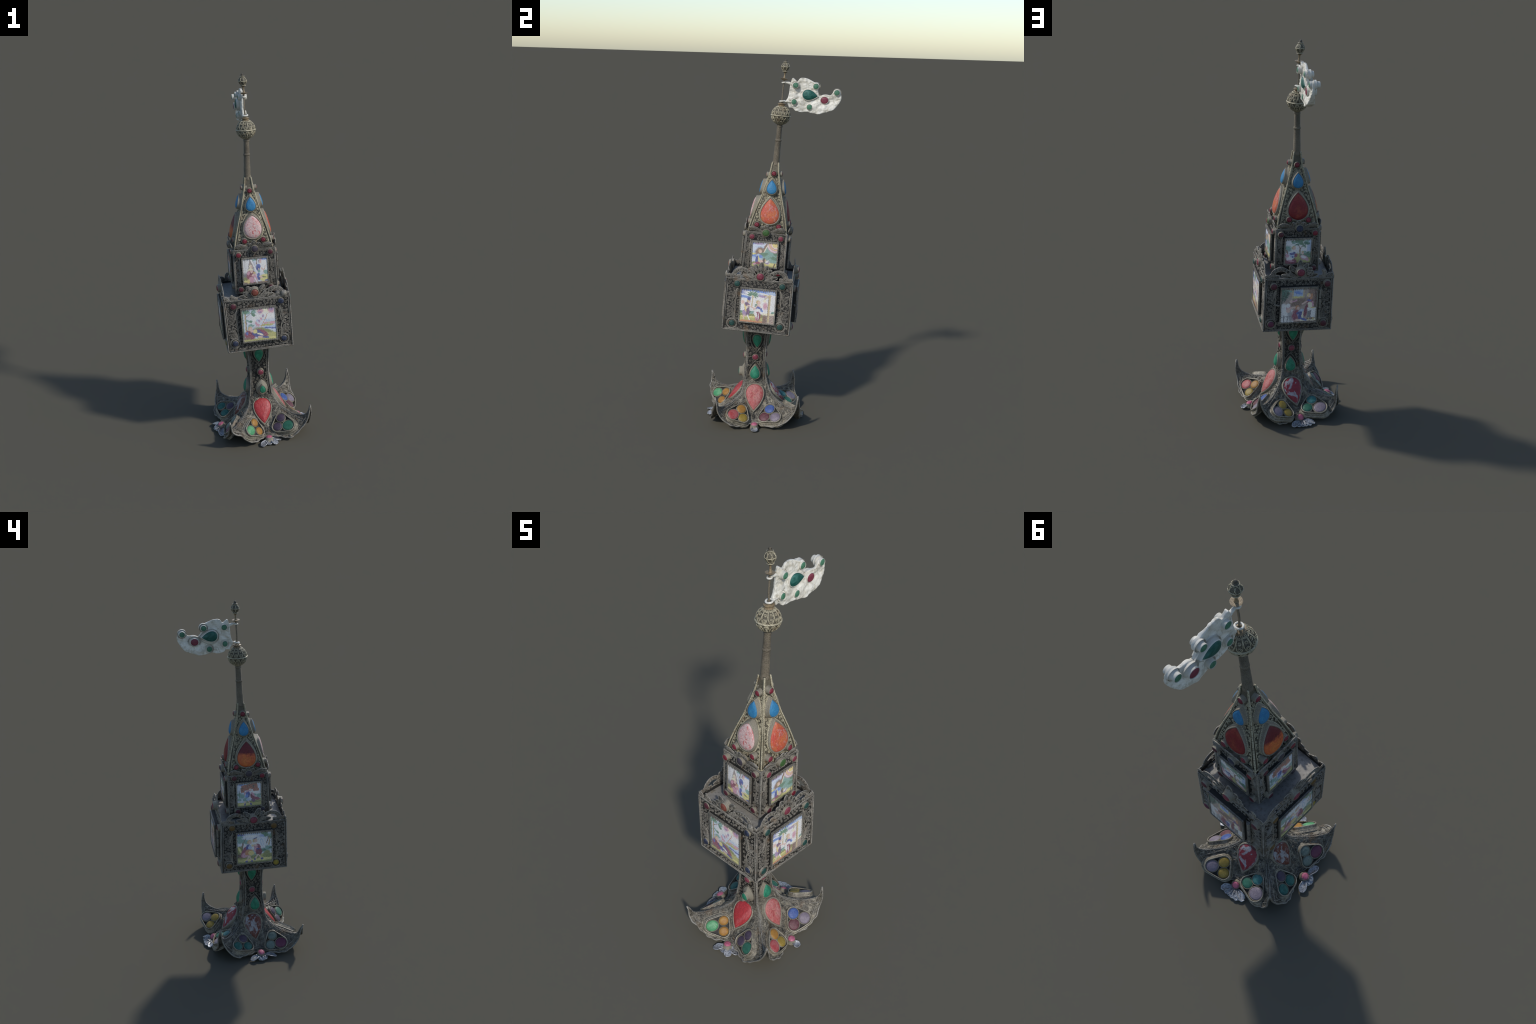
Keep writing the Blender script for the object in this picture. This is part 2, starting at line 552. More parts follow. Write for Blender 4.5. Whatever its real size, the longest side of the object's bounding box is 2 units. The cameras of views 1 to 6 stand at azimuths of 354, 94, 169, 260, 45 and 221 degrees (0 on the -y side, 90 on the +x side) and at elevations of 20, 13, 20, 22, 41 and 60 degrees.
def foot_grid(k):
    n, r = face_axes(k)
    L = FOOT_LOCAL
    P = A(FC[0], FC[1], 0) + L[..., :1] * n + L[..., 1:2] * r + L[..., 2:3] * A(0, 0, 1)
    vv = np.linspace(0, 1, NV)[None, :, None]
    for side, corner in ((1, k), (-1, (k + 3) % 4)):
        base = P[-1 if side > 0 else 0, -1].copy()
        w = np.clip(side * _ug, 0, 1)[:, None, None] ** 5 * vv ** 3
        P = P + w * (A(*HORN[corner]) - base)
    # the waist of the foot sits a little off its rim, one ridge sags, one lobe is bent up
    P = P + np.exp(-((P[..., 2:3] - .15) / .05) ** 2) * A(.007, .006, 0)
    sag = np.zeros(NU)
    if k == 2:
        sag = np.clip(_ug, 0, 1) ** 4
    if k == 3:
        sag = np.clip(-_ug, 0, 1) ** 4
    P = P - sag[:, None, None] * np.exp(-((vv - .38) / .22) ** 2) * A(-.010, .010, .018)
    if k == 0:
        bend = np.exp(-((_ug + .76) / .17) ** 2)[:, None, None] * vv ** 4
        P = P + bend * (.050 * A(0, 0, 1) + .006 * n)
    # hammered unevenness, rim waviness
    e = np.clip(1 - np.abs(_ug) ** 6, 0, 1)[:, None, None] * vv ** 2
    ph = 1.7 * k
    P = P + e * .003 * np.sin(_ug * 37 + 3 * ph)[:, None, None] * n + e * .004 * np.sin(_ug * 9 + ph)[:, None, None] * A(0, 0, 1) + e * .003 * np.sin(_ug * 14 + 2 * ph)[:, None, None] * n
    return P


def grid_normals(P):
    du, dv = np.gradient(P, axis=0), np.gradient(P, axis=1)
    return unit(np.cross(dv, du))


b = Builder()
FOOT_G, FOOT_N = [], []
for k in range(4):
    P = foot_grid(k)
    N = grid_normals(P)
    n, _ = face_axes(k)
    if (N[NU // 2, NV // 2] @ (n + A(0, 0, 1))) < 0:
        N = -N
    relief = np.array([fractal(Vector(q) * 55, 1.0, 2.0, 3) for q in P.reshape(-1, 3)]).reshape(NU, NV, 1)
    edge_fade = np.clip(1 - np.abs(_ug) ** 8, 0, 1)[:, None, None]
    P = P + .0035 * relief * edge_fade * N
    P = P + (np.linspace(0, 1, NV)[None, :, None] ** 3) * edge_fade * (-.005 if k == 3 else .005) * n
    FOOT_G.append(P)
    FOOT_N.append(N)
    Q = P - .006 * N
    Q[0], Q[-1] = P[0] - .006 * A(0, 0, 1), P[-1] - .006 * A(0, 0, 1)
    f = grid_faces(NU, NV)
    off = NU * NV
    i = np.arange(NU - 1)
    rim = np.stack([i * NV + NV - 1, (i + 1) * NV + NV - 1, (i + 1) * NV + NV - 1 + off, i * NV + NV - 1 + off], -1)
    b.add(np.concatenate([P.reshape(-1, 3), Q.reshape(-1, 3)]), [f[:, ::-1], f + off, rim])
foot = b.done("foot", [M["sheet"]], root)


def foot_surf(k, v0=.06, v1=.97, ulim=.97):
    def f(uv):
        iu = (.5 + (uv[:, 0] - .5) * ulim) * (NU - 1)
        iv = (v0 + uv[:, 1] * (v1 - v0)) * (NV - 1)
        i, j = iu.astype(int), iv.astype(int)
        P, N = FOOT_G[k][i, j], FOOT_N[k][i, j]
        T = unit(np.cross(N, A(0, 0, 1)) + 1e-9)
        return P, T, np.cross(N, T), N
    return f


# rim wires, ridge ropes
b = Builder()
for k in range(4):
    tube(b, FOOT_G[k][:, -1], .0042, 6)
    tube(b, FOOT_G[k][3:-3, -6] + .002 * FOOT_N[k][3:-3, -6], .0022, 5)
    rope(b, FOOT_G[k][-1] + .002 * FOOT_N[k][-1], .0034, .009)
    for c in (-5, 4):
        rope(b, FOOT_G[k][c] + .001 * FOOT_N[k][c], .0024, .008)
b.done("rim_wire", [M["frame"]], foot, kind="stuff")

# stones of each side: big drop, two trefoil clusters, pink rosette stone
DROPS = ["scarlet", "salmon", "marble", "jasper"]
CLUSTERS = {   # positions of three stones, their widths and stones
    (0, "l"): [((-.072, -.296, .090), .052, "mint"), ((-.045, -.244, .106), .040, "yellow"), ((-.023, -.266, .063), .040, "yellow")],
    (0, "r"): [((.102, -.227, .109), .042, "violet"), ((.078, -.252, .070), .044, "violet"), ((.136, -.269, .082), .056, "forest")],
    (1, "l"): [((.227, -.164, .083), .056, "coral"), ((.186, -.123, .100), .045, "yellow"), ((.220, -.110, .062), .045, "olive")],
    (1, "r"): [((.164, .029, .101), .048, "sapphire"), ((.193, .003, .064), .050, "maroon"), ((.207, .064, .072), .050, "lavender")],
    (2, "l"): [((.104, .180, .095), .050, "lavender"), ((.072, .132, .107), .044, "olive"), ((.047, .163, .074), .044, "olive")],
    (2, "r"): [((-.095, .085, .098), .046, "teal"), ((-.065, .121, .072), .048, "forest"), ((-.132, .134, .076), .060, "lavender")],
    (3, "l"): [((-.164, -.005, .097), .044, "violet"), ((-.214, .031, .082), .046, "deep_teal"), ((-.200, -.029, .068), .046, "deep_teal")],
    (3, "r"): [((-.163, -.173, .101), .042, "sage"), ((-.192, -.158, .059), .046, "sage"), ((-.194, -.219, .071), .056, "plum")],
}
DROP_AT = [(.010, -.184, .143), (.127, -.059, .149), (0, .062, .145), (-.116, -.073, .140)]
DROP_TIP = [(.011, -.231, .082), (.164, -.059, .081), (-.013, .102, .085), (-.154, -.082, .071)]
PINK_AT = [(.025, -.288, .036), (.224, -.048, .033), (-.024, .158, .038), (-.231, -.100, .042)]
PINK_N = [(0, .1, .98), (.15, 0, .98), (-.25, .6, .75), (-.35, 0, .92)]
FOOT_AVOID = [[] for _ in range(4)]
for k in range(4):
    n, r = face_axes(k)
    tip = A(*DROP_TIP[k]) - A(*DROP_AT[k])
    nn = unit(np.cross(r, tip))
    nn = nn if nn @ n > 0 else -nn
    gem(foot, A(*DROP_AT[k]), nn, tip, "drop", .098, .146, DROPS[k], .013, .032, flare=1.06)
    FOOT_AVOID[k].append((A(*DROP_AT[k]) - .02 * nn, .052))
    FOOT_AVOID[k].append((A(*DROP_AT[k]) - .02 * nn - .03 * unit(tip), .045))
    gem(foot, PINK_AT[k], PINK_N[k], r, "cut", .036, .036, "pink", .008, .021, flare=1.15)
    FOOT_AVOID[k].append((A(*PINK_AT[k]), .03))
    for side in "lr":
        st = CLUSTERS[k, side]
        pts = np.array([p for p, _, _ in st])
        cn = unit(np.cross(pts[1] - pts[0], pts[2] - pts[0]))
        cn = cn if cn @ (n + A(0, 0, 1)) > 0 else -cn
        cn = unit(cn + .15 * A(0, 0, 1))
        ctr = pts.mean(0)
        X = unit(r - cn * (r @ cn))
        Y = np.cross(cn, X)
        pl = np.stack([(pts - ctr) @ X, (pts - ctr) @ Y], 1)
        rad = np.array([w for _, w, _ in st]) / 2
        for (p, w, mt) in st:
            long = 1.14 if w > .05 else 1.05
            gem(foot, p, cn, A(0, 0, 1) - .3 * r, "round", w * 1.16, w * 1.16 / long, mt, .008, .022, flare=1.0)
        # collar: convex hull of the three stones, drawn to a blunt point away from the centre
        th = np.linspace(0, 2 * math.pi, 64, endpoint=False)
        d = np.stack([np.cos(th), np.sin(th)], 1)
        far = pl[np.argmax(rad)] * 1.25
        pc = np.vstack([pl, far])
        rc = np.append(rad + .009, rad.max() * .62)
        best = np.argmax(pc @ d.T + rc[:, None], 0)
        hull = pc[best] + rc[best][:, None] * d
        hull = (hull + np.roll(hull, 1, 0) + np.roll(hull, -1, 0)) / 3
        cb = Builder()
        rings = [(1.28, -.036), (1.22, -.026), (1.14, -.020), (1.05, -.016), (1.03, -.001), (.985, 0), (.97, -.012), (.97, -.02)]
        c0 = hull.mean(0)
        V = np.stack([ctr + ((c0 + (hull - c0) * s)[:, :1] * X + (c0 + (hull - c0) * s)[:, 1:] * Y) + z * cn for s, z in rings], 1)
        cb.add(V, [grid_faces(64, len(rings), True, True)])
        cb.add(V[:, -2], [np.arange(64)[::-1][None]], 1)
        for zi in (1, 3, 5):
            tube(cb, V[:, zi], .0022, 5, True, 2)
        cb.done("collar", [M["collar"], M["dark"], M["bezel"]], foot, angle=50)
        for p, rr in zip(pts, rad):
            FOOT_AVOID[k].append((p - .015 * cn, rr + .012))

# rosettes of hammered petals under the pink stones
ROSETTES = [[(-50, .068), (-14, .040), (40, .056), (88, .066)], [(0, .046)],
            [(-56, .066), (-30, .052), (-4, .048), (22, .052), (44, .062), (66, .074)], [(-68, .070), (-20, .036), (4, .038), (45, .036), (84, .086)]]
for k, petals in enumerate(ROSETTES):
    n, r = face_axes(k)
    c = A(*PINK_AT[k])
    for j, (ang, ln) in enumerate(petals):
        a = math.radians(ang)
        d = math.cos(a) * n + math.sin(a) * r
        s = np.cross(A(0, 0, 1), d)
        pb = Builder()
        g1, g2 = np.meshgrid(np.linspace(0, 1, 12), np.linspace(-1, 1, 9), indexing="ij")
        wd = .0150 * np.sin(math.pi * np.clip(g1, .04, .97) ** 2.0) ** .6 + .002
        zz = c[2] - .022 - .010 * g1 + .010 * np.sin(g1 * 3.0) - .006 * (1 - g2 ** 2) * np.sin(math.pi * g1)
        top = np.stack([c[0] + g1 * ln * d[0] + g2 * wd * s[0], c[1] + g1 * ln * d[1] + g2 * wd * s[1], np.maximum(zz, .0088)], -1)
        bot = top - A(0, 0, .0045)
        f = grid_faces(12, 9)
        pb.add(np.concatenate([top.reshape(-1, 3), bot.reshape(-1, 3)]), [f, f[:, ::-1] + 108])
        edge = np.concatenate([top[:, 0], top[-1, 1:-1], top[::-1, -1]]) - A(0, 0, .002)
        tube(pb, edge, .003, 5)
        pb.done("rosette_petal", [M["white_silver"]], foot)

b = Builder()
for k in range(4):
    scrolls(b, pack(foot_surf(k), 1800, .0050, .011, FOOT_AVOID[k], 40 + k), .0018, .0016, k)
b.done("filigree", [M["dull_wire"]], foot, kind="stuff")

# ================================================================== COLUMN
CZ = [.225, .27, .33, .40, .47, .545]
CW = [.062, .056, .052, .053, .057, .062]


def column_frame(z):
    t = (z - .23) / .31
    c = A(.001 + .004 * t, -.072 + .010 * t, z)
    return c, math.radians(5.5 - 4.5 * t), np.interp(z, CZ, CW)


def column_point(k, u, z, h=0.0):
    c, rot, w = column_frame(z)
    n, r = face_axes(k, rot)
    dent = max(0, u) ** 6 if k == 2 else max(0, -u) ** 6 if k == 3 else 0
    return c + (w + h) * n + u * w * r + .009 * dent * A(1, -1, 0)


b = Builder()
zs = np.linspace(.215, .548, 24)
for k in range(4):
    G = np.array([[column_point(k, u, z, -.0025) for z in zs] for u in np.linspace(-1, 1, 7)])
    b.add(G, [grid_faces(7, 24)])
column = b.done("column", [M["plate"]], root)
b = Builder()
for k in range(4):
    rope(b, [column_point(k, 1, z, -.001) for z in zs], .0042, .009)
    for s in (-.84, .84):
        tube(b, [column_point(k, s, z, .0005) for z in zs], .0025, 5)
b.done("edge_wire", [M["frame"]], column, kind="stuff")


def column_surf(k):
    def f(uv):
        P = np.array([column_point(k, (u - .5) * 1.62, .235 + v * .30) for u, v in uv])
        n, r = face_axes(k, math.radians(3))
        o = np.ones((len(uv), 1))
        return P, o * r, o * A(0, 0, 1), o * n
    return f


COL_GREEN_LOW = [(.017, -.161, .261), (.083, -.064, .278), (.009, .008, .276), (-.079, -.083, .268)]
COL_RUBY = [(.013, -.137, .356), (.062, -.066, .359), (.003, -.005, .365), (-.062, -.067, .349)]
COL_GREEN_TOP = [(.007, -.142, .462), (.073, -.057, .456), (-.001, .012, .455), (-.070, -.062, .452)]
fb = Builder()
for k in range(4):
    n, r = face_axes(k, math.radians(3))
    slope = unit(n + .18 * A(0, 0, 1))
    if k == 0:
        gem(column, COL_GREEN_LOW[k], n, UP, "egg", .034, .048, "malachite", .008, .030, flare=1.7)
    else:
        gem(column, COL_GREEN_LOW[k], slope, UP, "drop", .053, .076, "malachite", .011, .022)
    gem(column, COL_RUBY[k], n, UP, "cut", .033, .033, "rose_ruby", .007, .018)
    gem(column, COL_GREEN_TOP[k], unit(n - .12 * A(0, 0, 1)), (0, 0, -1), "drop", .048, .078, "malachite", .011, .02)
    av = [(A(*COL_GREEN_LOW[k]) - .02 * n, .036), (A(*COL_RUBY[k]) - .015 * n, .022), (A(*COL_GREEN_TOP[k]) - .02 * n, .034)]
    scrolls(fb, pack(column_surf(k), 700, .0042, .0085, av, 60 + k), .0015, .0008, k)
    for (c, w, l, flip) in ((COL_GREEN_LOW[k], .041, .060, 1), (COL_GREEN_TOP[k], .040, .062, -1)):
        o = outline("drop", 40) * A(w, l) * A(1, flip)
        d = A(*c)
        cc, rot, ww = column_frame(d[2])
        base = cc + (ww + .001) * n
        base[2] = d[2]
        lateral = (d - cc) @ r
        o = o[np.abs(o[:, 0]) < ww * .84]
        tube(fb, [base + (lateral + q[0]) * r + q[1] * A(0, 0, 1) for q in o if .23 < d[2] + q[1] < .54], .0022, 5)
fb.done("filigree", [M["dull_wire"]], column, kind="stuff")

# ================================================================== ENAMEL PAINTING (node brushes)
PAINT = {k: lin(*v) for k, v in dict(
    sky=(206, 216, 230), white=(236, 234, 230), blue=(62, 92, 176), deep=(52, 70, 150), pale=(176, 198, 224), bright=(84, 136, 214),
    leaf=(88, 138, 104), tealleaf=(126, 172, 158), dark=(64, 92, 78), grass=(190, 186, 96), lemon=(228, 216, 120), moss=(140, 148, 74),
    skin=(228, 190, 172), red=(150, 52, 82), crimson=(132, 38, 66), pink=(214, 150, 168), lilac=(168, 140, 180), purple=(118, 84, 124),
    tan=(206, 184, 130), brown=(138, 108, 88), umber=(98, 74, 62), wall=(176, 156, 142), orange=(206, 130, 62), brick=(176, 104, 72),
    grey=(172, 172, 172), shade=(128, 128, 132), hair=(206, 178, 110), yellow=(232, 206, 110), cream=(240, 232, 196), green=(58, 122, 98)).items()}


class Painting:
    """Scene built from soft oval and bar brush strokes in panel coordinates (0..1, 0..1)."""

    def __init__(self, name, w, h, ground, seed):
        n = self.n = Nodes(name)
        tc = n.new("TexCoord").outputs["Object"]
        mp = n.new("Mapping", vector_type="POINT")
        mp.inputs["Scale"].default_value = (1 / w, 1 / h, 0)
        mp.inputs["Location"].default_value = (.5, .5, 0)
        n.link(tc, mp.inputs[0])
        self.flat = mp.outputs[0]
        seedv = n.new("VectorMath", operation="ADD")
        seedv.inputs[1].default_value = (seed * 3.1, seed * 1.7, 0)
        n.link(self.flat, seedv.inputs[0])
        self.seeded = seedv.outputs[0]
        tex = n.new("TexNoise")
        tex.inputs["Scale"].default_value, tex.inputs["Detail"].default_value = 18, 4
        n.link(self.seeded, tex.inputs["Vector"])
        sub = n.new("VectorMath", operation="SUBTRACT")
        sub.inputs[1].default_value = (.5, .5, .5)
        n.link(tex.outputs["Color"], sub.inputs[0])
        sc = n.new("VectorMath", operation="SCALE")
        sc.inputs["Scale"].default_value = .07
        n.link(sub.outputs[0], sc.inputs[0])
        ad = n.new("VectorMath", operation="ADD")
        n.link(self.flat, ad.inputs[0]); n.link(sc.outputs[0], ad.inputs[1])
        flatten = n.new("VectorMath", operation="MULTIPLY")
        flatten.inputs[1].default_value = (1, 1, 0)
        n.link(ad.outputs[0], flatten.inputs[0])
        self.vec = flatten.outputs[0]
        self.col = n.mix(0.0, PAINT[ground], PAINT[ground])
        self.count = 0

    def stroke(self, square, x, y, sx, sy, colour, turn=0.0, soft=.25):
        soft *= .55
        n = self.n
        mp = n.new("Mapping", vector_type="TEXTURE")
        mp.inputs["Location"].default_value = (x, y, 0)
        mp.inputs["Rotation"].default_value = (0, 0, math.radians(turn))
        mp.inputs["Scale"].default_value = (sx, sy, 1)
        n.link(self.vec, mp.inputs[0])
        if square:          # bar: largest of the two half-extents
            ab = n.new("VectorMath", operation="ABSOLUTE")
            n.link(mp.outputs[0], ab.inputs[0])
            sp = n.new("SeparateXYZ")
            n.link(ab.outputs[0], sp.inputs[0])
            d = n.new("Math", operation="MAXIMUM")
            n.link(sp.outputs[0], d.inputs[0])
            n.link(sp.outputs[1], d.inputs[1])
            dist = d.outputs[0]
        else:
            d = n.new("VectorMath", operation="LENGTH")
            n.link(mp.outputs[0], d.inputs[0])
            dist = d.outputs["Value"]
        mr = n.new("MapRange")
        for key, v in (("From Min", 1 - soft), ("From Max", 1 + soft), ("To Min", 1.0), ("To Max", 0.0)):
            mr.inputs[key].default_value = v
        n.link(dist, mr.inputs["Value"])
        self.col = n.mix(mr.outputs[0], self.col, PAINT[colour])
        self.count += 1
        if self.count % 20 == 0:      # tie the next strokes to the finished ones, so the shader evaluates them in batches
            tie = n.new("VectorMath", operation="MULTIPLY_ADD")
            tie.inputs[1].default_value = (1e-7, 1e-7, 0)
            n.link(self.col, tie.inputs[0])
            n.link(self.vec, tie.inputs[2])
            self.vec = tie.outputs[0]
        return self

    def oval(self, x, y, sx, sy, colour, turn=0.0, soft=.25):
        return self.stroke(False, x, y, sx, sy, colour, turn, soft)

    def bar(self, x, y, sx, sy, colour, turn=0.0, soft=.15):
        return self.stroke(True, x, y, sx, sy, colour, turn, soft)

    def line(self, x0, y0, x1, y1, width, colour):
        return self.bar((x0 + x1) / 2, (y0 + y1) / 2, math.hypot(x1 - x0, y1 - y0) / 2, width, colour, math.degrees(math.atan2(y1 - y0, x1 - x0)))

    def foliage(self, x, y, s, colour="leaf", bits=5):
        g = np.random.default_rng(int(x * 100 + y * 7919))
        for _ in range(bits):
            dx, dy = g.normal(0, .5, 2) * s
            self.oval(x + dx, y + dy * .7, s * .6, s * .4, colour if g.random() < .7 else "tealleaf", g.random() * 60 - 30, .5)
        return self

    def tree(self, x, y0, y1, s, lean=0.0, trunk="tan", leaf="leaf"):
        self.line(x, y0, x + lean, y1, .022, trunk)
        self.line(x + .018, y0, x + .018 + lean, y1, .007, "umber")
        return self.foliage(x + lean, y1, s, leaf, 6).foliage(x + lean + s, y1 - .04, s * .6, leaf, 3)

    def head(self, x, y, s, hair="hair"):
        return self.oval(x - s * .25, y + s * .2, s, s * 1.05, hair).oval(x + s * .1, y - s * .1, s * .72, s * .85, "skin")

    def legs(self, x, y, h, stride, shoe="deep"):
        self.line(x, y, x - stride, y - h, .02, "skin").line(x, y, x + stride, y - h, .02, "skin")
        return self.oval(x - stride, y - h, .03, .035, shoe).oval(x + stride, y - h, .03, .035, shoe)

    def clouds(self, y, colours, seed=0):
        g = np.random.default_rng(seed)
        for c in colours:
            self.oval(g.random(), y + .05 * g.normal(), .13 + .1 * g.random(), .04, c, g.normal() * 6, .7)
        return self

    def finish(self):
        n = self.n
        # brushed colour variation and thin manganese contour lines
        v = n.noise(self.seeded, 60, 4, .7)
        col = n.mix(.05, self.col, PAINT["white"])
        col = n.mix(1.0, col, n.ramp(v, [(.34, (.76, .75, .77, 1)), (.54, (1.02, 1.02, 1.02, 1))]), "MULTIPLY")
        ln = n.noise(self.seeded, 20, 3, .5, .9)
        hm = n.new("Mapping")
        hm.inputs["Scale"].default_value = (30, 85, 1)
        hm.inputs["Rotation"].default_value = (0, 0, .5)
        n.link(self.seeded, hm.inputs[0])
        hatch = n.noise(hm.outputs[0], 1.0, 3, .6)
        col = n.mix(n.ramp(hatch, [(.54, (0, 0, 0, 1)), (.66, (.45, .45, .45, 1))]), col, PAINT["white"])
        col = n.mix(n.ramp(hatch, [(.30, (.5, .5, .5, 1)), (.42, (0, 0, 0, 1))]), col, PAINT["purple"])
        m = n.ramp(ln, [(.485, (0, 0, 0, 1)), (.5, (.5, .5, .5, 1)), (.515, (0, 0, 0, 1))])
        col = n.mix(m, col, PAINT["purple"])
        fine = n.noise(self.seeded, 42, 2, .5, .6)
        col = n.mix(n.ramp(fine, [(.47, (0, 0, 0, 1)), (.5, (.5, .5, .5, 1)), (.53, (0, 0, 0, 1))]), col, PAINT["umber"])
        hs = n.new("HueSaturation")
        hs.inputs["Saturation"].default_value = .86
        n.link(col, hs.inputs["Color"])
        return n.finish(hs.outputs[0], .32, 0, .4, .2)


def jacob(w, h):
    p = Painting("enamel_sleeping_traveller", w, h, "sky", 1)
    p.oval(.72, .95, .28, .2, "cream", 0, .6).oval(.9, .72, .3, .1, "white", 0, .7).oval(.45, .7, .3, .15, "white", 10, .8)
    p.oval(.55, .9, .085, .09, "pink", 0, .5).oval(.54, .86, .05, .03, "lilac").oval(.87, .9, .09, .1, "pink", 20, .5).oval(.88, .93, .06, .06, "lilac", 0, .5)
    p.bar(.8, .58, .22, .012, "pale", -15).bar(.85, .53, .2, .02, "tan", 3).bar(.68, .5, .05, .035, "pink").bar(.88, .51, .07, .04, "pink")
    p.oval(.72, .46, .2, .035, "grass").bar(.85, .38, .2, .05, "pale", -6).bar(.82, .36, .18, .02, "blue", -8)
    p.oval(.68, .2, .4, .14, "moss", -25).oval(.78, .12, .45, .12, "grass", -10).bar(.5, .03, .5, .05, "grass").bar(.75, .07, .3, .025, "lemon", -4)
    p.tree(.1, .3, .9, .1).foliage(.33, .88, .1).foliage(.2, .62, .07).foliage(.26, .5, .07, "tealleaf").line(.12, .75, .3, .88, .008, "brown").bar(.02, .5, .02, .4, "leaf")
    p.line(.5, .34, .76, .8, .007, "orange").line(.38, .4, .42, .48, .006, "orange")
    for x, y, c in ((.42, .5, "pink"), (.47, .47, "pink"), (.4, .55, "pink"), (.5, .6, "lilac"), (.56, .66, "pink"), (.44, .62, "pale"), (.62, .74, "lilac")):
        p.oval(x, y, .03, .045, c, 10, .6)
    p.oval(.2, .2, .17, .14, "red", -15).oval(.55, .24, .2, .09, "red", -28).oval(.3, .27, .14, .08, "crimson", -20)
    p.oval(.42, .23, .2, .11, "deep", -32).oval(.36, .3, .07, .06, "lemon", -40).oval(.5, .2, .1, .03, "cream", -30).oval(.12, .26, .04, .05, "blue")
    p.head(.23, .38, .065).oval(.27, .31, .05, .04, "skin").oval(.52, .11, .1, .03, "skin", -8).oval(.66, .09, .1, .035, "deep", -8).bar(.12, .1, .1, .03, "brown")
    return p.finish()


def well(w, h):
    p = Painting("enamel_meeting_at_well", w, h, "white", 2)
    p.bar(.5, .97, .55, .07, "bright", -5).clouds(.88, ["bright", "blue", "white", "pale", "white", "blue", "pale"], 3).oval(.62, .8, .12, .035, "lilac", 0, .5)
    p.bar(.5, .1, .6, .12, "grass").bar(.4, .22, .45, .05, "moss").bar(.5, .03, .6, .03, "orange").oval(.3, .17, .25, .03, "lemon")
    p.line(.34, .48, .35, .8, .018, "tan")
    for a in range(-60, 250, 31):
        c, s = math.cos(math.radians(a)), math.sin(math.radians(a))
        p.oval(.35 + .09 * c, .83 + .05 * s, .085, .018, "leaf", a * .8 if a < 90 else a * .8 + 30, .4)
    p.foliage(.08, .33, .07).foliage(.34, .3, .07, "green").foliage(.46, .5, .05).foliage(.95, .33, .06)
    p.bar(.83, .15, .16, .14, "wall").bar(.83, .28, .17, .025, "cream").bar(.72, .12, .05, .1, "brown")
    for y in (.07, .12, .17, .22):
        p.bar(.84, y, .15, .004, "umber")
    p.bar(.83, .45, .028, .4, "tan").bar(.8, .45, .006, .4, "umber").bar(.76, .83, .11, .016, "tan", -4).line(.7, .72, .82, .84, .014, "tan").line(.69, .7, .69, .84, .005, "umber").oval(.69, .67, .045, .05, "cream").oval(.72, .52, .06, .1, "pink", 0, .7)
    p.oval(.2, .44, .08, .16, "purple").oval(.2, .36, .07, .12, "cream").oval(.15, .28, .06, .12, "lilac").oval(.24, .3, .05, .14, "purple").oval(.16, .42, .02, .12, "yellow", 15)
    p.line(.22, .5, .4, .44, .02, "skin").head(.26, .62, .055).oval(.25, .7, .045, .05, "deep", 30).oval(.08, .58, .05, .06, "skin", 0, .5).oval(.1, .45, .03, .1, "white", 10)
    p.line(.15, .22, .13, .08, .02, "skin").line(.24, .22, .3, .06, .02, "white")
    p.oval(.53, .44, .085, .1, "skin").oval(.53, .42, .07, .07, "blue", 15).oval(.52, .33, .1, .1, "white").oval(.53, .2, .085, .14, "red").oval(.49, .2, .02, .13, "pink").oval(.55, .2, .012, .12, "white").oval(.46, .28, .04, .12, "white", 15)
    p.head(.53, .6, .06).line(.44, .45, .4, .38, .02, "skin").line(.62, .45, .62, .36, .022, "blue").oval(.64, .37, .03, .035, "bright")
    return p.finish()


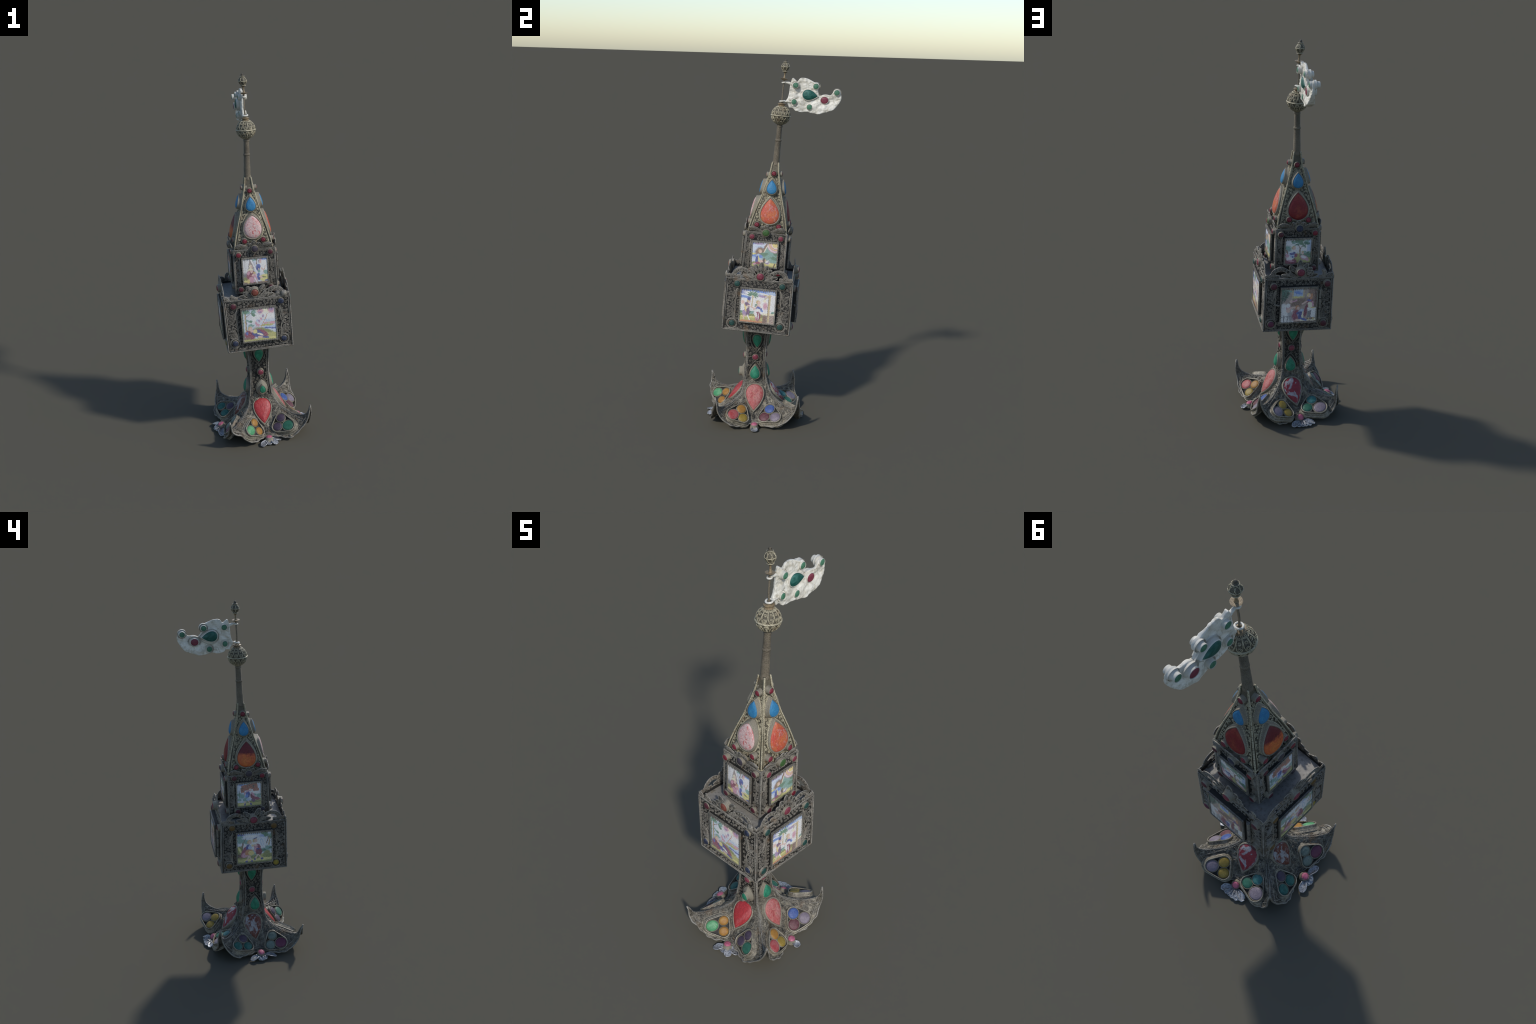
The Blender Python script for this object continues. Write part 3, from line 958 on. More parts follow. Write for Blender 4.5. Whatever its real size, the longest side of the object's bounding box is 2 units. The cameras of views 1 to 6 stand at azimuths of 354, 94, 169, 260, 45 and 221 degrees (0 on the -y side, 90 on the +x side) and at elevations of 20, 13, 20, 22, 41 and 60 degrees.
def blessing(w, h):
    p = Painting("enamel_bedside_blessing", w, h, "wall", 3)
    p.bar(.45, .62, .5, .35, "wall").bar(.9, .6, .14, .45, "brown").bar(.47, .83, .17, .14, "tan").bar(.47, .85, .13, .12, "pale").oval(.47, .86, .12, .04, "bright", -15, .6).bar(.47, .74, .14, .025, "lemon")
    p.bar(.5, .04, .6, .06, "cream").bar(.5, 0, .6, .03, "brown").oval(.48, .58, .25, .12, "brown", 15, .6).bar(.95, .7, .02, .4, "umber")
    p.oval(.08, .85, .14, .2, "green", -12).oval(.15, .78, .03, .2, "dark", -20).oval(.06, .72, .025, .2, "dark", -12).bar(.18, .93, .12, .025, "tealleaf", -18)
    p.oval(.08, .4, .13, .16, "white").oval(.2, .28, .2, .12, "white").bar(.18, .1, .2, .1, "white").oval(.27, .2, .06, .18, "grey", 8, .5).oval(.1, .12, .02, .1, "shade").oval(.2, .1, .012, .1, "shade").bar(.15, .17, .15, .008, "shade", 4)
    p.oval(.22, .42, .07, .1, "pink").oval(.2, .5, .06, .06, "white").oval(.21, .36, .06, .08, "skin").line(.26, .42, .46, .46, .025, "skin").oval(.28, .62, .05, .05, "skin").line(.3, .6, .45, .66, .02, "pink")
    p.oval(.42, .22, .1, .18, "red", -8, .5).oval(.57, .26, .09, .14, "pale", -15).oval(.56, .2, .06, .13, "deep", -15).oval(.62, .2, .03, .14, "cream", -10).head(.48, .42, .06, "orange").oval(.5, .28, .07, .035, "deep", 30).line(.55, .12, .74, .06, .03, "blue").bar(.5, .06, .06, .03, "skin")
    p.oval(.8, .58, .09, .1, "red").oval(.8, .47, .09, .12, "cream").oval(.7, .35, .05, .2, "crimson", -10).oval(.79, .64, .07, .03, "blue", 0, .5).head(.78, .78, .055, "yellow").oval(.84, .74, .035, .1, "orange", -10).line(.73, .62, .58, .52, .022, "skin").line(.88, .6, .9, .46, .024, "pink")
    p.bar(.88, .26, .13, .13, "white").bar(.88, .4, .14, .02, "white").bar(.8, .24, .05, .1, "shade").bar(.89, .42, .05, .015, "yellow").bar(.84, .1, .1, .035, "brown").bar(.8, .1, .012, .03, "yellow").bar(.92, .1, .012, .03, "yellow")
    return p.finish()


def embrace(w, h):
    p = Painting("enamel_embracing_brothers", w, h, "sky", 4)
    p.clouds(.93, ["bright", "blue", "pale", "bright", "white", "pale"], 5).oval(.5, .6, .4, .25, "white", 0, .8)
    p.bar(.5, .12, .6, .16, "grass").bar(.3, .2, .35, .05, "moss").bar(.6, .1, .4, .04, "lemon", 3).bar(.6, .03, .6, .03, "moss").oval(.3, .3, .3, .06, "tealleaf", 0, .6).oval(.7, .4, .25, .06, "tealleaf", 0, .6)
    p.tree(.12, .3, .72, .12, .06, "brown", "tealleaf").line(.12, .55, .26, .82, .008, "brown").foliage(.1, .85, .1, "tealleaf", 5)
    p.tree(.9, .55, .85, .1, .05).foliage(.78, .9, .1, "leaf", 6).line(.84, .6, .92, .85, .012, "brown").foliage(.9, .5, .09, "green", 6).foliage(.75, .4, .07, "green", 5).oval(.85, .28, .1, .1, "moss", 0, .4).oval(.86, .2, .14, .05, "moss", -5)
    p.oval(.06, .42, .09, .16, "moss", -15).oval(.08, .45, .03, .13, "lemon", 25).oval(.05, .26, .08, .06, "umber", 0, .5)
    p.oval(.2, .38, .07, .2, "red", -25).oval(.22, .28, .1, .08, "pink", 20).oval(.33, .5, .075, .12, "deep").oval(.37, .5, .05, .09, "pale").oval(.34, .36, .12, .1, "orange", 10).oval(.4, .33, .09, .07, "yellow", -20)
    p.head(.37, .68, .065).line(.42, .55, .55, .55, .022, "skin").oval(.44, .58, .03, .025, "yellow")
    p.legs(.34, .26, .2, .08, "deep")
    p.oval(.58, .5, .09, .12, "red", 10).oval(.56, .42, .07, .1, "pink", 20).oval(.62, .36, .09, .12, "crimson").oval(.6, .45, .05, .03, "deep").head(.53, .72, .065).line(.6, .55, .5, .52, .02, "pink").legs(.6, .28, .16, .1, "deep")
    p.oval(.71, .66, .045, .12, "pale", 10).oval(.71, .65, .025, .09, "white", 10).oval(.52, .8, .06, .012, "deep", 20).bar(.52, .58, .05, .03, "skin")
    return p.finish()


def tent(w, h):
    p = Painting("enamel_mother_under_tent", w, h, "sky", 5)
    p.oval(.8, .7, .25, .3, "white", 0, .7).oval(.85, .95, .15, .06, "bright", 0, .5).foliage(.52, .95, .09, "tealleaf", 5).foliage(.9, .38, .12, "tealleaf", 5).line(.55, .75, .58, .95, .014, "brown")
    p.oval(.18, .6, .25, .45, "shade", 0, .3).oval(.28, .55, .14, .35, "wall", 0, .5)
    for x, t in ((.04, -4), (.1, -8), (.16, -10), (.21, -12)):
        p.oval(x, .72, .03, .32, "white", t).oval(x + .03, .7, .01, .3, "grey", t)
    p.line(.34, .95, .58, .42, .035, "white").line(.38, .95, .6, .45, .006, "shade")
    p.oval(.1, .12, .16, .16, "moss", 0, .4).oval(.08, .08, .12, .07, "lemon").bar(.5, .02, .5, .05, "brown").oval(.85, .2, .22, .14, "lemon", 0, .3).oval(.8, .24, .14, .03, "moss", -10).oval(.9, .1, .07, .03, "deep", 8)
    p.oval(.3, .5, .11, .12, "cream").oval(.28, .3, .14, .22, "red", 8).oval(.36, .42, .09, .1, "crimson", -15).oval(.22, .42, .05, .08, "pink", -30).oval(.32, .16, .1, .12, "pink", 20).oval(.2, .1, .06, .08, "yellow").oval(.35, .48, .05, .06, "skin")
    p.head(.34, .66, .06, "cream").oval(.43, .34, .1, .05, "skin", 10).oval(.45, .42, .05, .05, "hair").oval(.48, .2, .07, .16, "pink", 15).oval(.5, .12, .03, .14, "white", 25)
    p.oval(.62, .66, .09, .1, "blue").oval(.6, .58, .07, .08, "deep").oval(.64, .48, .05, .06, "tealleaf").oval(.6, .3, .055, .12, "blue", -8).oval(.62, .2, .05, .08, "deep", -12).oval(.7, .24, .08, .035, "skin", -25)
    p.head(.7, .84, .06, "shade").oval(.72, .9, .05, .03, "pink").line(.72, .6, .84, .5, .022, "skin").line(.8, .44, .92, .7, .008, "orange").oval(.63, .55, .02, .04, "skin")
    return p.finish()


def shepherd(w, h):
    p = Painting("enamel_kneeling_shepherd", w, h, "sky", 6)
    p.clouds(.85, ["pale", "white", "white", "bright", "lilac"], 8).bar(.15, .5, .2, .04, "lemon", -4).bar(.12, .42, .18, .06, "bright", 4).bar(.1, .36, .16, .03, "pale", -6).bar(.12, .58, .14, .03, "pale")
    p.oval(.75, .45, .35, .4, "tealleaf", 0, .4).foliage(.7, .5, .16, "leaf", 7).foliage(.88, .38, .12, "leaf", 6).foliage(.62, .8, .1, "tealleaf", 5)
    for r, c in ((.36, "pink"), (.33, "white"), (.3, "pink"), (.26, "yellow"), (.22, "pink"), (.18, "cream"), (.14, "yellow")):
        p.oval(.92, .95, r, r, c, 0, .08)
    p.oval(.5, .75, .05, .22, "brown", -25).oval(.52, .7, .02, .2, "cream", -25).oval(.3, .62, .18, .14, "brown", 40, .4).oval(.45, .5, .12, .08, "leaf", 0, .5)
    p.bar(.5, .08, .55, .1, "grass").oval(.25, .14, .25, .07, "moss").oval(.75, .12, .25, .06, "lemon", 0, .5).bar(.5, 0, .5, .03, "moss").line(.88, .02, .93, .18, .02, "umber")
    p.oval(.28, .36, .1, .16, "pale", 10).oval(.22, .3, .06, .15, "deep", -8).oval(.3, .3, .03, .14, "lemon", 10).oval(.36, .42, .08, .06, "bright", -25).oval(.26, .16, .1, .05, "red").oval(.14, .1, .07, .04, "pink").head(.34, .62, .07)
    p.oval(.4, .22, .07, .08, "skin").oval(.5, .27, .05, .1, "umber").oval(.56, .26, .03, .06, "tan").oval(.65, .2, .09, .08, "white").oval(.7, .22, .05, .04, "grey").oval(.62, .16, .08, .03, "lilac", 0, .5)
    return p.finish()


def oak(w, h):
    p = Painting("enamel_child_under_tree", w, h, "sky", 7)
    p.oval(.5, .7, .5, .3, "white", 0, .8).bar(.92, .75, .08, .25, "pale").oval(.1, .62, .14, .12, "tealleaf", 0, .5)
    p.oval(.8, .32, .4, .12, "leaf", 0, .4).bar(.5, .1, .55, .16, "moss").oval(.75, .14, .3, .08, "grass", 0, .4).oval(.5, .25, .1, .2, "grass", 10, .4).bar(.5, .02, .5, .03, "umber")
    p.line(.56, .3, .56, .62, .026, "brown").line(.57, .6, .48, .8, .013, "brown").line(.56, .6, .7, .78, .013, "brown").line(.55, .3, .55, .6, .008, "tan")
    p.foliage(.55, .9, .16, "leaf", 9).foliage(.35, .86, .1, "leaf", 6).foliage(.76, .84, .11, "green", 7).foliage(.72, .72, .07, "leaf", 4).foliage(.42, .78, .06, "green", 4).foliage(.88, .45, .1, "green", 5)
    p.oval(.18, .15, .2, .12, "crimson", 10).oval(.3, .12, .16, .1, "red", -5).oval(.2, .25, .14, .1, "white", 25).oval(.24, .14, .14, .03, "pink", -10).oval(.08, .35, .08, .08, "pink", 0, .5).oval(.28, .38, .1, .12, "pale", 10).oval(.27, .42, .1, .04, "deep", -5).oval(.42, .36, .06, .08, "red", -20).oval(.3, .3, .04, .04, "blue").oval(.36, .46, .05, .04, "deep").oval(.08, .5, .03, .09, "brown", 25).head(.34, .64, .075)
    p.oval(.74, .26, .16, .09, "pink", -22).oval(.72, .28, .12, .05, "white", -22).oval(.85, .18, .08, .05, "pink", -30).oval(.67, .44, .05, .06, "skin").oval(.67, .49, .05, .03, "hair").oval(.6, .12, .05, .04, "purple")
    return p.finish()


def gate(w, h):
    p = Painting("enamel_strongman_with_gate", w, h, "sky", 8)
    p.clouds(.95, ["bright", "white", "bright", "pale"], 2).oval(.75, .5, .3, .2, "white", 0, .7).foliage(.1, .55, .1, "tealleaf", 6).foliage(.88, .45, .12, "tealleaf", 5).oval(.2, .45, .12, .1, "tealleaf", 0, .6).line(.1, .4, .1, .7, .012, "dark")
    p.bar(.5, .08, .55, .1, "grass").oval(.7, .2, .35, .05, "moss", 0, .4).bar(.5, 0, .5, .03, "moss").oval(.3, .1, .25, .04, "lemon").foliage(.1, .3, .08, "moss", 6).oval(.9, .26, .1, .04, "grass", 20)
    p.bar(.52, .82, .33, .12, "brick", 8, .04).bar(.78, .7, .12, .06, "brick", -4, .05).bar(.24, .7, .08, .1, "brick", 2, .06)
    for y in (.76, .82, .88):
        p.bar(.52, y, .3, .005, "umber", 8)
    for x, y in ((.22, .74), (.45, .88), (.68, .82)):
        p.bar(x, y, .012, .07, "dark").bar(x, y + .04, .035, .012, "dark", 8)
    p.oval(.65, .4, .09, .16, "crimson", 25).oval(.78, .32, .16, .07, "red", -18).oval(.66, .24, .09, .05, "purple", -30).oval(.66, .5, .04, .12, "pink", 40)
    p.oval(.45, .5, .08, .13, "deep", -15).oval(.4, .44, .06, .1, "bright", -15).oval(.36, .3, .13, .08, "tealleaf", 10).oval(.45, .3, .08, .06, "pale").oval(.42, .58, .06, .06, "blue").line(.34, .6, .3, .5, .025, "pink").head(.56, .69, .055, "cream").oval(.45, .65, .12, .025, "pink", 20)
    p.line(.32, .24, .3, .1, .025, "skin").line(.45, .24, .55, .1, .025, "skin").oval(.32, .09, .03, .06, "deep", -15).oval(.56, .09, .03, .06, "deep", 35)
    return p.finish()


# ================================================================== BOXES
def plaque(parent, patch, p0, p1, q0, q1, lift, painter, tooth):
    """Enamel tablet held by a silver frame with pinched teeth."""
    c = [patch.at(p, q, lift) for p, q in ((p0, q0), (p1, q0), (p0, q1), (p1, q1))]
    sub = Patch(*c)
    O = sum(c) / 4
    w, h = sub.w, sub.h
    m = Matrix.Identity(4)
    for i, ax in enumerate((sub.X, sub.Y, sub.N)):
        for j in range(3):
            m[j][i] = ax[j]
    for j in range(3):
        m[j][3] = O[j]
    b = Builder()
    k = 13
    x, y = np.meshgrid(np.linspace(-w / 2, w / 2, k), np.linspace(-h / 2, h / 2, k), indexing="ij")
    z = .0025 * (1 - (2 * x / w) ** 4) * (1 - (2 * y / h) ** 4)
    b.add(np.stack([x, y, z], -1), [grid_faces(k, k)])
    edge = np.array([(-w / 2, -h / 2), (w / 2, -h / 2), (w / 2, h / 2), (-w / 2, h / 2)])
    ring_stack(b, edge[::-1], [(1, 0), (1, -lift - .004)], (0, 0), False)
    me = b.mesh("enamel_plaque", [painter(w, h)], False)
    add_object("enamel_plaque", me, parent, m)
    s = Builder()
    fr = (A(0, 0, 0), A(1, 0, 0), A(0, 1, 0), A(0, 0, 1))
    g = np.random.default_rng(int(abs(O[0] * 1e4)) + int(abs(O[1] * 1e3)))
    for side in range(4):
        a, bb = edge[side], edge[(side + 1) % 4]
        d = unit(bb - a)
        inw = A(-d[1], d[0])
        ln = np.linalg.norm(bb - a)
        nt = int(ln / tooth)
        depth = tooth * (1.15 if side == 2 else .4)
        pts = [a - inw * .004, bb - inw * .004]
        for i in range(nt, -1, -1):
            pts.append(a + d * ln * i / nt + inw * .001)
            if i:
                pts.append(a + d * ln * (i - .5) / nt + inw * depth * (.75 + .5 * g.random()))
        slab(s, np.array(pts), .0022, fr, 0, .0012)
    wall = edge + .004 * np.sign(edge)
    ring_stack(s, wall[::-1], [(.97, .003), (1.0, .003), (1.0, -.004)], (0, 0), False)
    ring_stack(s, wall[::-1], [(.985, -.003), (.985, -lift - .004)], (0, 0), False, 1)  # side wall coloured dark, standing in for the shaded gap round the tablet
    sm = s.mesh("plaque_setting", [M["frame"], M["plate"]], False)
    add_object("plaque_setting", sm, parent, m)
    return O


def petal_outline(n=22, blunt=.55):
    t = np.linspace(0, 2 * math.pi, n, endpoint=False)
    y = (1 - np.cos(t)) / 2
    x = np.sin(t) * np.sin(math.pi * np.clip(y, 0, 1) ** blunt * .5 + .15)
    return np.stack([x / np.abs(x).max() / 2, y], 1)


def leaf(b, frame, x, y, ang, length, width, seed=0):
    """Filigree petal: thin plate, rim wire and a curl inside; grows from (x, y) in direction ang (degrees from up)."""
    O, X, Y, N = frame
    a = math.radians(ang)
    o = petal_outline() * A(width, length)
    R = np.array([[math.cos(a), -math.sin(a)], [math.sin(a), math.cos(a)]])
    o = o @ R + A(x, y)
    slab(b, o[::-1], .003, frame, 1, -.0015)
    tube(b, O + o[:, :1] * X + o[:, 1:] * Y, .0026, 5, True, 0, N)
    c = A(0, length * .62) @ R + A(x, y)
    circ = [(O + c[0] * X + c[1] * Y, X, Y, N, width * .33)]
    scrolls(b, circ, .0014, .002, seed)
    circ = [(O + c[0] * X + c[1] * Y, X, Y, -N, width * .33)]
    scrolls(b, circ, .0014, .002, seed)
    c = A(0, length * .3) @ R + A(x, y)
    scrolls(b, [(O + c[0] * X + c[1] * Y, X, Y, N, width * .2)], .0013, .002, seed)


def ribbon(b, frame, path, w0, w1, seed=0):
    """Flat scroll band with rim wires and grains."""
    O, X, Y, N = frame
    p = resample(np.array(path), 40)
    t = unit(np.gradient(p, axis=0))
    s = np.stack([-t[:, 1], t[:, 0]], 1)
    w = np.linspace(w0, w1, 40)[:, None] / 2
    o = np.concatenate([p + s * w, (p - s * w)[::-1]])
    n = 40
    lo = lambda q, h: O + q[:, :1] * X + q[:, 1:] * Y + h * N
    L, R = p + s * w, p - s * w
    V = np.stack([lo(L, -.0015), lo(R, -.0015), lo(R, .0015), lo(L, .0015)], 1)
    i = np.arange(n - 1)[:, None]
    F = np.concatenate([np.stack([i * 4 + j, (i + 1) * 4 + j, (i + 1) * 4 + (j + 1) % 4, i * 4 + (j + 1) % 4], -1).reshape(-1, 4) for j in range(4)])
    b.add(V, [F, np.array([[0, 1, 2, 3]]), np.array([[3, 2, 1, 0]]) + (n - 1) * 4], 1)
    tube(b, lo(o, 0), .0024, 5, True, 0, N)
    mid = lo(p[2:-2:3], .0)
    ww = w[2:-2:3, 0]
    scrolls(b, [(m, X, Y, N, q * .75) for m, q in zip(mid, ww)], .0013, .002, seed)
    scrolls(b, [(m, X, Y, -N, q * .75) for m, q in zip(mid, ww)], .0013, .002, seed + 1)


def crest_frame(patch, drop=0.0, lean=0.0):
    O = patch.at(.5, 1.0) - drop * patch.Y - .002 * patch.N
    Y = unit(patch.Y + lean * patch.N)
    return O, patch.X, Y, np.cross(patch.X, Y)


SCROLL = [(.012, .006), (.045, .024), (.080, .050), (.112, .052), (.136, .034), (.132, .012), (.106, .010)]
TAIL = [(.134, .028), (.146, .020), (.156, .012), (.166, .018), (.176, .010)]


def crest(parent, patch, k):
    b = Builder()
    fr = crest_frame(patch, .002)
    flip = lambda path: [(-x, y) for x, y in path]
    # fan of petals behind the centre stone
    fans = {0: (-64, -34, 32, 58), 1: (-62, -42, -20, 2, 24, 45, 64), 2: (-62, -38, 0, 26, 48, 66), 3: (-64, -40, 22, 44, 64)}[k]
    for j, a in enumerate(fans):
        leaf(b, fr, .010 * math.sin(math.radians(a)) , .010, a, .090 if abs(a) < 10 else .086 - .0003 * abs(a), .030, k * 10 + j)
    for s in (-1, 1):
        leaf(b, fr, .01 * s, .006, s * 80, .085, .022, k)
        leaf(b, fr, .01 * s, .006, s * 68, .060, .020, k + 3)
        broken = (k, s) in ((0, -1), (2, 1))
        if not broken:
            path = [(s * x, y) for x, y in SCROLL]
            ribbon(b, fr, path, .014, .022, k * 4 + s)
            ribbon(b, fr, [(s * x, y) for x, y in TAIL], .018, .010, k)
        elif k == 0:        # bent remains of the scroll
            leaf(b, fr, -.10, .004, -70, .045, .026, 3)
            leaf(b, fr, -.138, .002, 12, .034, .015, 4)
            leaf(b, fr, -.150, .0, -55, .036, .026, 5)
        else:
            ribbon(b, fr, [(.105, .004), (.125, .012), (.128, .034), (.118, .046)], .020, .014, 9)
            leaf(b, fr, .135, .004, 62, .042, .026, 6)
    if k == 0:              # loop and solder lump at the front corner
        tube(b, fr[0] + np.array([x * fr[1] + y * fr[2] for x, y in resample([(.07, .01), (.09, .042), (.112, .05), (.13, .034), (.138, .014)], 20)]), .003, 5)
        o, X, Y, N = fr
        lump = o + .148 * X + .016 * Y + .006 * N
        g1, g2 = np.meshgrid(np.linspace(0, 2 * math.pi, 16, endpoint=False), np.linspace(0.05, math.pi - .05, 9), indexing="ij")
        rr = 1 + .15 * np.sin(2 * g1 + 1) + .1 * np.sin(3 * g2)
        V = lump + (rr * np.sin(g2) * np.cos(g1))[..., None] * X * .015 + (rr * np.cos(g2))[..., None] * Y * .017 + (np.sin(g2) * np.sin(g1))[..., None] * N * .010
        b.add(V, [grid_faces(16, 9, True)])
    b.done("crest", [M["wire"], M["crest_plate"]], parent)


def fan_stems(b, patch, p0, p1, q0, q1, sx, seed):
    """Sweeping plume wires inside one margin of a panel."""
    g = np.random.default_rng(seed)
    for base, dirn in ((q0 + .08, 1), (q1 - .08, -1)):
        root_p = p0 + (p1 - p0) * (.75 if sx > 0 else .25)
        for j in range(10):
            t = j / 9
            tp = p0 + (p1 - p0) * (.1 if sx > 0 else .9) if j < 7 else p0 + (p1 - p0) * (.3 + .12 * (j - 6))
            tq = base + dirn * (.10 + .26 * t)
            mp = root_p + (tp - root_p) * .35
            mq = base + (tq - base) * .8
            c = resample([(root_p, base), (mp, mq), (tp, tq)], 14)
            tube(b, patch.at(c[:, 0], c[:, 1], .002), .0017, 4, False, 0, patch.N)


def make_box(name, C, deck, plaque_rect, lifts, painters, tooth, rr, seed, avoid=((), (), (), ())):
    corner = {k: A(*v) for k, v in C.items()}
    pairs = [("LF", "FR"), ("FR", "RB"), ("RB", "BL"), ("BL", "LF")]
    patches = [Patch(corner[a + "b"], corner[c + "b"], corner[a + "t"], corner[c + "t"]) for a, c in pairs]
    ctr_b = sum(corner[a + "b"] for a, _ in pairs) / 4
    ctr_t = sum(corner[a + "t"] for a, _ in pairs) / 4
    up = unit(ctr_t - ctr_b)
    b = Builder()
    for pt in patches:                       # wall slabs
        f = [pt.at(p, q, 0) for p, q in ((0, 0), (1, 0), (1, 1), (0, 1))]
        r = [pt.at(p, q, -.008) for p, q in ((.02, 0), (.98, 0), (.98, 1), (.02, 1))]
        i = np.arange(4)
        b.add(np.array(f + r), [np.array([[0, 1, 2, 3]]), np.array([[7, 6, 5, 4]]), np.stack([(i + 1) % 4, i, i + 4, (i + 1) % 4 + 4], -1)])
    # bottom plate and deck
    bt = np.array([corner[a + "b"] for a, _ in pairs]) + .003 * up
    b.add(bt, [np.array([[3, 2, 1, 0]])])
    top = np.array([corner[a + "t"] + (ctr_t - corner[a + "t"]) * .03 for a, _ in pairs]) - deck * up
    b.add(top, [np.array([[0, 1, 2, 3]])], 1)
    box = b.done(name, [M["plate"], M["deck"]], root, False)
    w = Builder()
    for pt in patches:
        for a, c in (((0, 0), (1, 0)), ((0, 1), (1, 1)), ((1, 0), (1, 1))):
            t = np.linspace(0, 1, 12)
            line = pt.at(a[0] + (c[0] - a[0]) * t, a[1] + (c[1] - a[1]) * t, .001)
            rope(w, line, .0038, .008)
        m = .022
        e = pt.at(np.array([m, 1 - m, 1 - m, m]), np.array([m, m, 1 - m, 1 - m]) , .001)
        for i in range(4):
            tube(w, np.linspace(e[i], e[(i + 1) % 4], 3), .0024, 4)
    w.done("frame_wire", [M["frame"]], box, kind="stuff")
    f = Builder()
    for k, pt in enumerate(patches):
        p0, p1, q0, q1 = plaque_rect[k]
        plaque(box, pt, p0, p1, q0, q1, lifts[k], painters[k], tooth)
        for i, (a0, a1, c0, c1, sx) in enumerate(((.03, p0 - .012, .03, .97, 1), (p1 + .012, .97, .03, .97, -1))):
            fan_stems(f, pt, a0, a1, .1, .9, sx, k)
            scrolls(f, pack(pt.surf(a0 + .01, a1 - .005, c0, c1), 1500, rr * .5, rr, avoid[k], seed + 10 * k + i), .0012, .0012, seed + k)
        for i, (c0, c1) in enumerate(((.03, q0 - .012), (q1 + .012, .97))):
            scrolls(f, pack(pt.surf(p0, p1, c0 + .005, c1 - .005), 900, rr * .5, rr * .9, avoid[k], seed + 50 + 10 * k + i), .0012, .0012, seed + k)
    f.done("filigree", [M["wire"]], box, kind="stuff")
    return box, patches


LOWER = dict(FRt=(.180, -.221, .845), FRb=(.185, -.240, .559), LFt=(-.177, -.223, .840), LFb=(-.165, -.240, .547),
             RBt=(.177, .136, .829), RBb=(.183, .122, .536), BLt=(-.173, .130, .822), BLb=(-.172, .123, .530))
UPPER = dict(FRt=(.122, -.128, 1.091), FRb=(.126, -.146, .852), LFt=(-.101, -.126, 1.089), LFb=(-.099, -.144, .850),
             RBt=(.119, .092, 1.077), RBb=(.121, .080, .846), BLt=(-.101, .088, 1.074), BLb=(-.104, .076, .843))
LOWER_GEMS = [
    [((-.127, -.231, .808), "dark_ruby"), ((.131, -.234, .819), "navy"), ((-.127, -.251, .600), "navy"), ((.139, -.245, .604), "navy"), ((-.007, -.236, .881), "carnelian")],
    [((.193, -.163, .815), "dark_green"), ((.192, .080, .807), "dark_green"), ((.190, -.189, .593), "dark_green"), ((.193, .073, .581), "dark_green"), ((.192, -.040, .857), "rose_ruby")],
    [((.135, .151, .789), "dark_ruby"), ((-.142, .151, .793), "dark_ruby"), ((.146, .141, .578), "plum"), ((-.129, .143, .570), "dark_ruby"), ((-.001, .160, .863), "rose_ruby")],
    [((-.191, .074, .806), "amber"), ((-.183, -.157, .808), "amber"), ((-.188, .085, .575), "amber"), ((-.175, -.178, .579), "lemon"), ((-.195, -.043, .851), "rose_ruby")]]
lower_rects = [(.245, .765, .19, .84), (.235, .765, .19, .84), (.225, .755, .20, .86), (.225, .77, .18, .83)]
lower_box, LP = make_box("lower_box", LOWER, .010, lower_rects, (.016, .014, .027, .016), [jacob, well, blessing, embrace], .0105, .0092, 100, [[(A(*p), .020 if j < 2 else .030) for j, (p, _) in enumerate(r)] for r in LOWER_GEMS])
upper_rects = [(.19, .80, .22, .82), (.19, .81, .22, .81), (.20, .81, .20, .80), (.19, .81, .24, .83)]
upper_box, UPP = make_box("upper_box", UPPER, .006, upper_rects, (.018, .018, .018, .016), [tent, shepherd, oak, gate], .009, .0078, 300)

# added dark block across the shadow gap between lower deck and upper box
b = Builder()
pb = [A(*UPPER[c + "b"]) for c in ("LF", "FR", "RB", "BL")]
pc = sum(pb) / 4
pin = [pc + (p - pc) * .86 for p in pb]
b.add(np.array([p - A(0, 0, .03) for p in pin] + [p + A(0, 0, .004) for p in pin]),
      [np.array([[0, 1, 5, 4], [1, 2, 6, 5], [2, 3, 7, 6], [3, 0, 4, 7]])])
b.done("shadow_gap_block", [M["dark"]], upper_box, False)

for k, row in enumerate(LOWER_GEMS):
    for j, (p, mt) in enumerate(row):
        gem(lower_box, p, LP[k].N, LP[k].Y, "cut" if j == 4 else "round", .040 if j == 4 else .032, .040 if j == 4 else .033, mt, .008, .024, flare=1.2)
        if j in (2, 3):         # dark disc standing in for a round hole, ringed with wire, behind low stones
            rb = Builder()
            c = A(*p) - LP[k].N * ((A(*p) - LP[k].at(.5, .5)) @ LP[k].N)
            a = np.linspace(0, 2 * math.pi, 26, endpoint=False)
            o = .025 * np.stack([np.cos(a), np.sin(a)], 1)
            slab(rb, o, .0015, (c, LP[k].X, LP[k].Y, LP[k].N), 1, .0004)
            tube(rb, c + o[:, :1] * LP[k].X + o[:, 1:] * LP[k].Y + .002 * LP[k].N, .0026, 5, True, 0)
            tube(rb, c + 1.18 * o[:, :1] * LP[k].X + 1.18 * o[:, 1:] * LP[k].Y + .0012 * LP[k].N, .0016, 4, True, 0)
            rb.done("roundel", [M["wire"], M["dark"]], lower_box)
    crest(lower_box, LP[k], k)
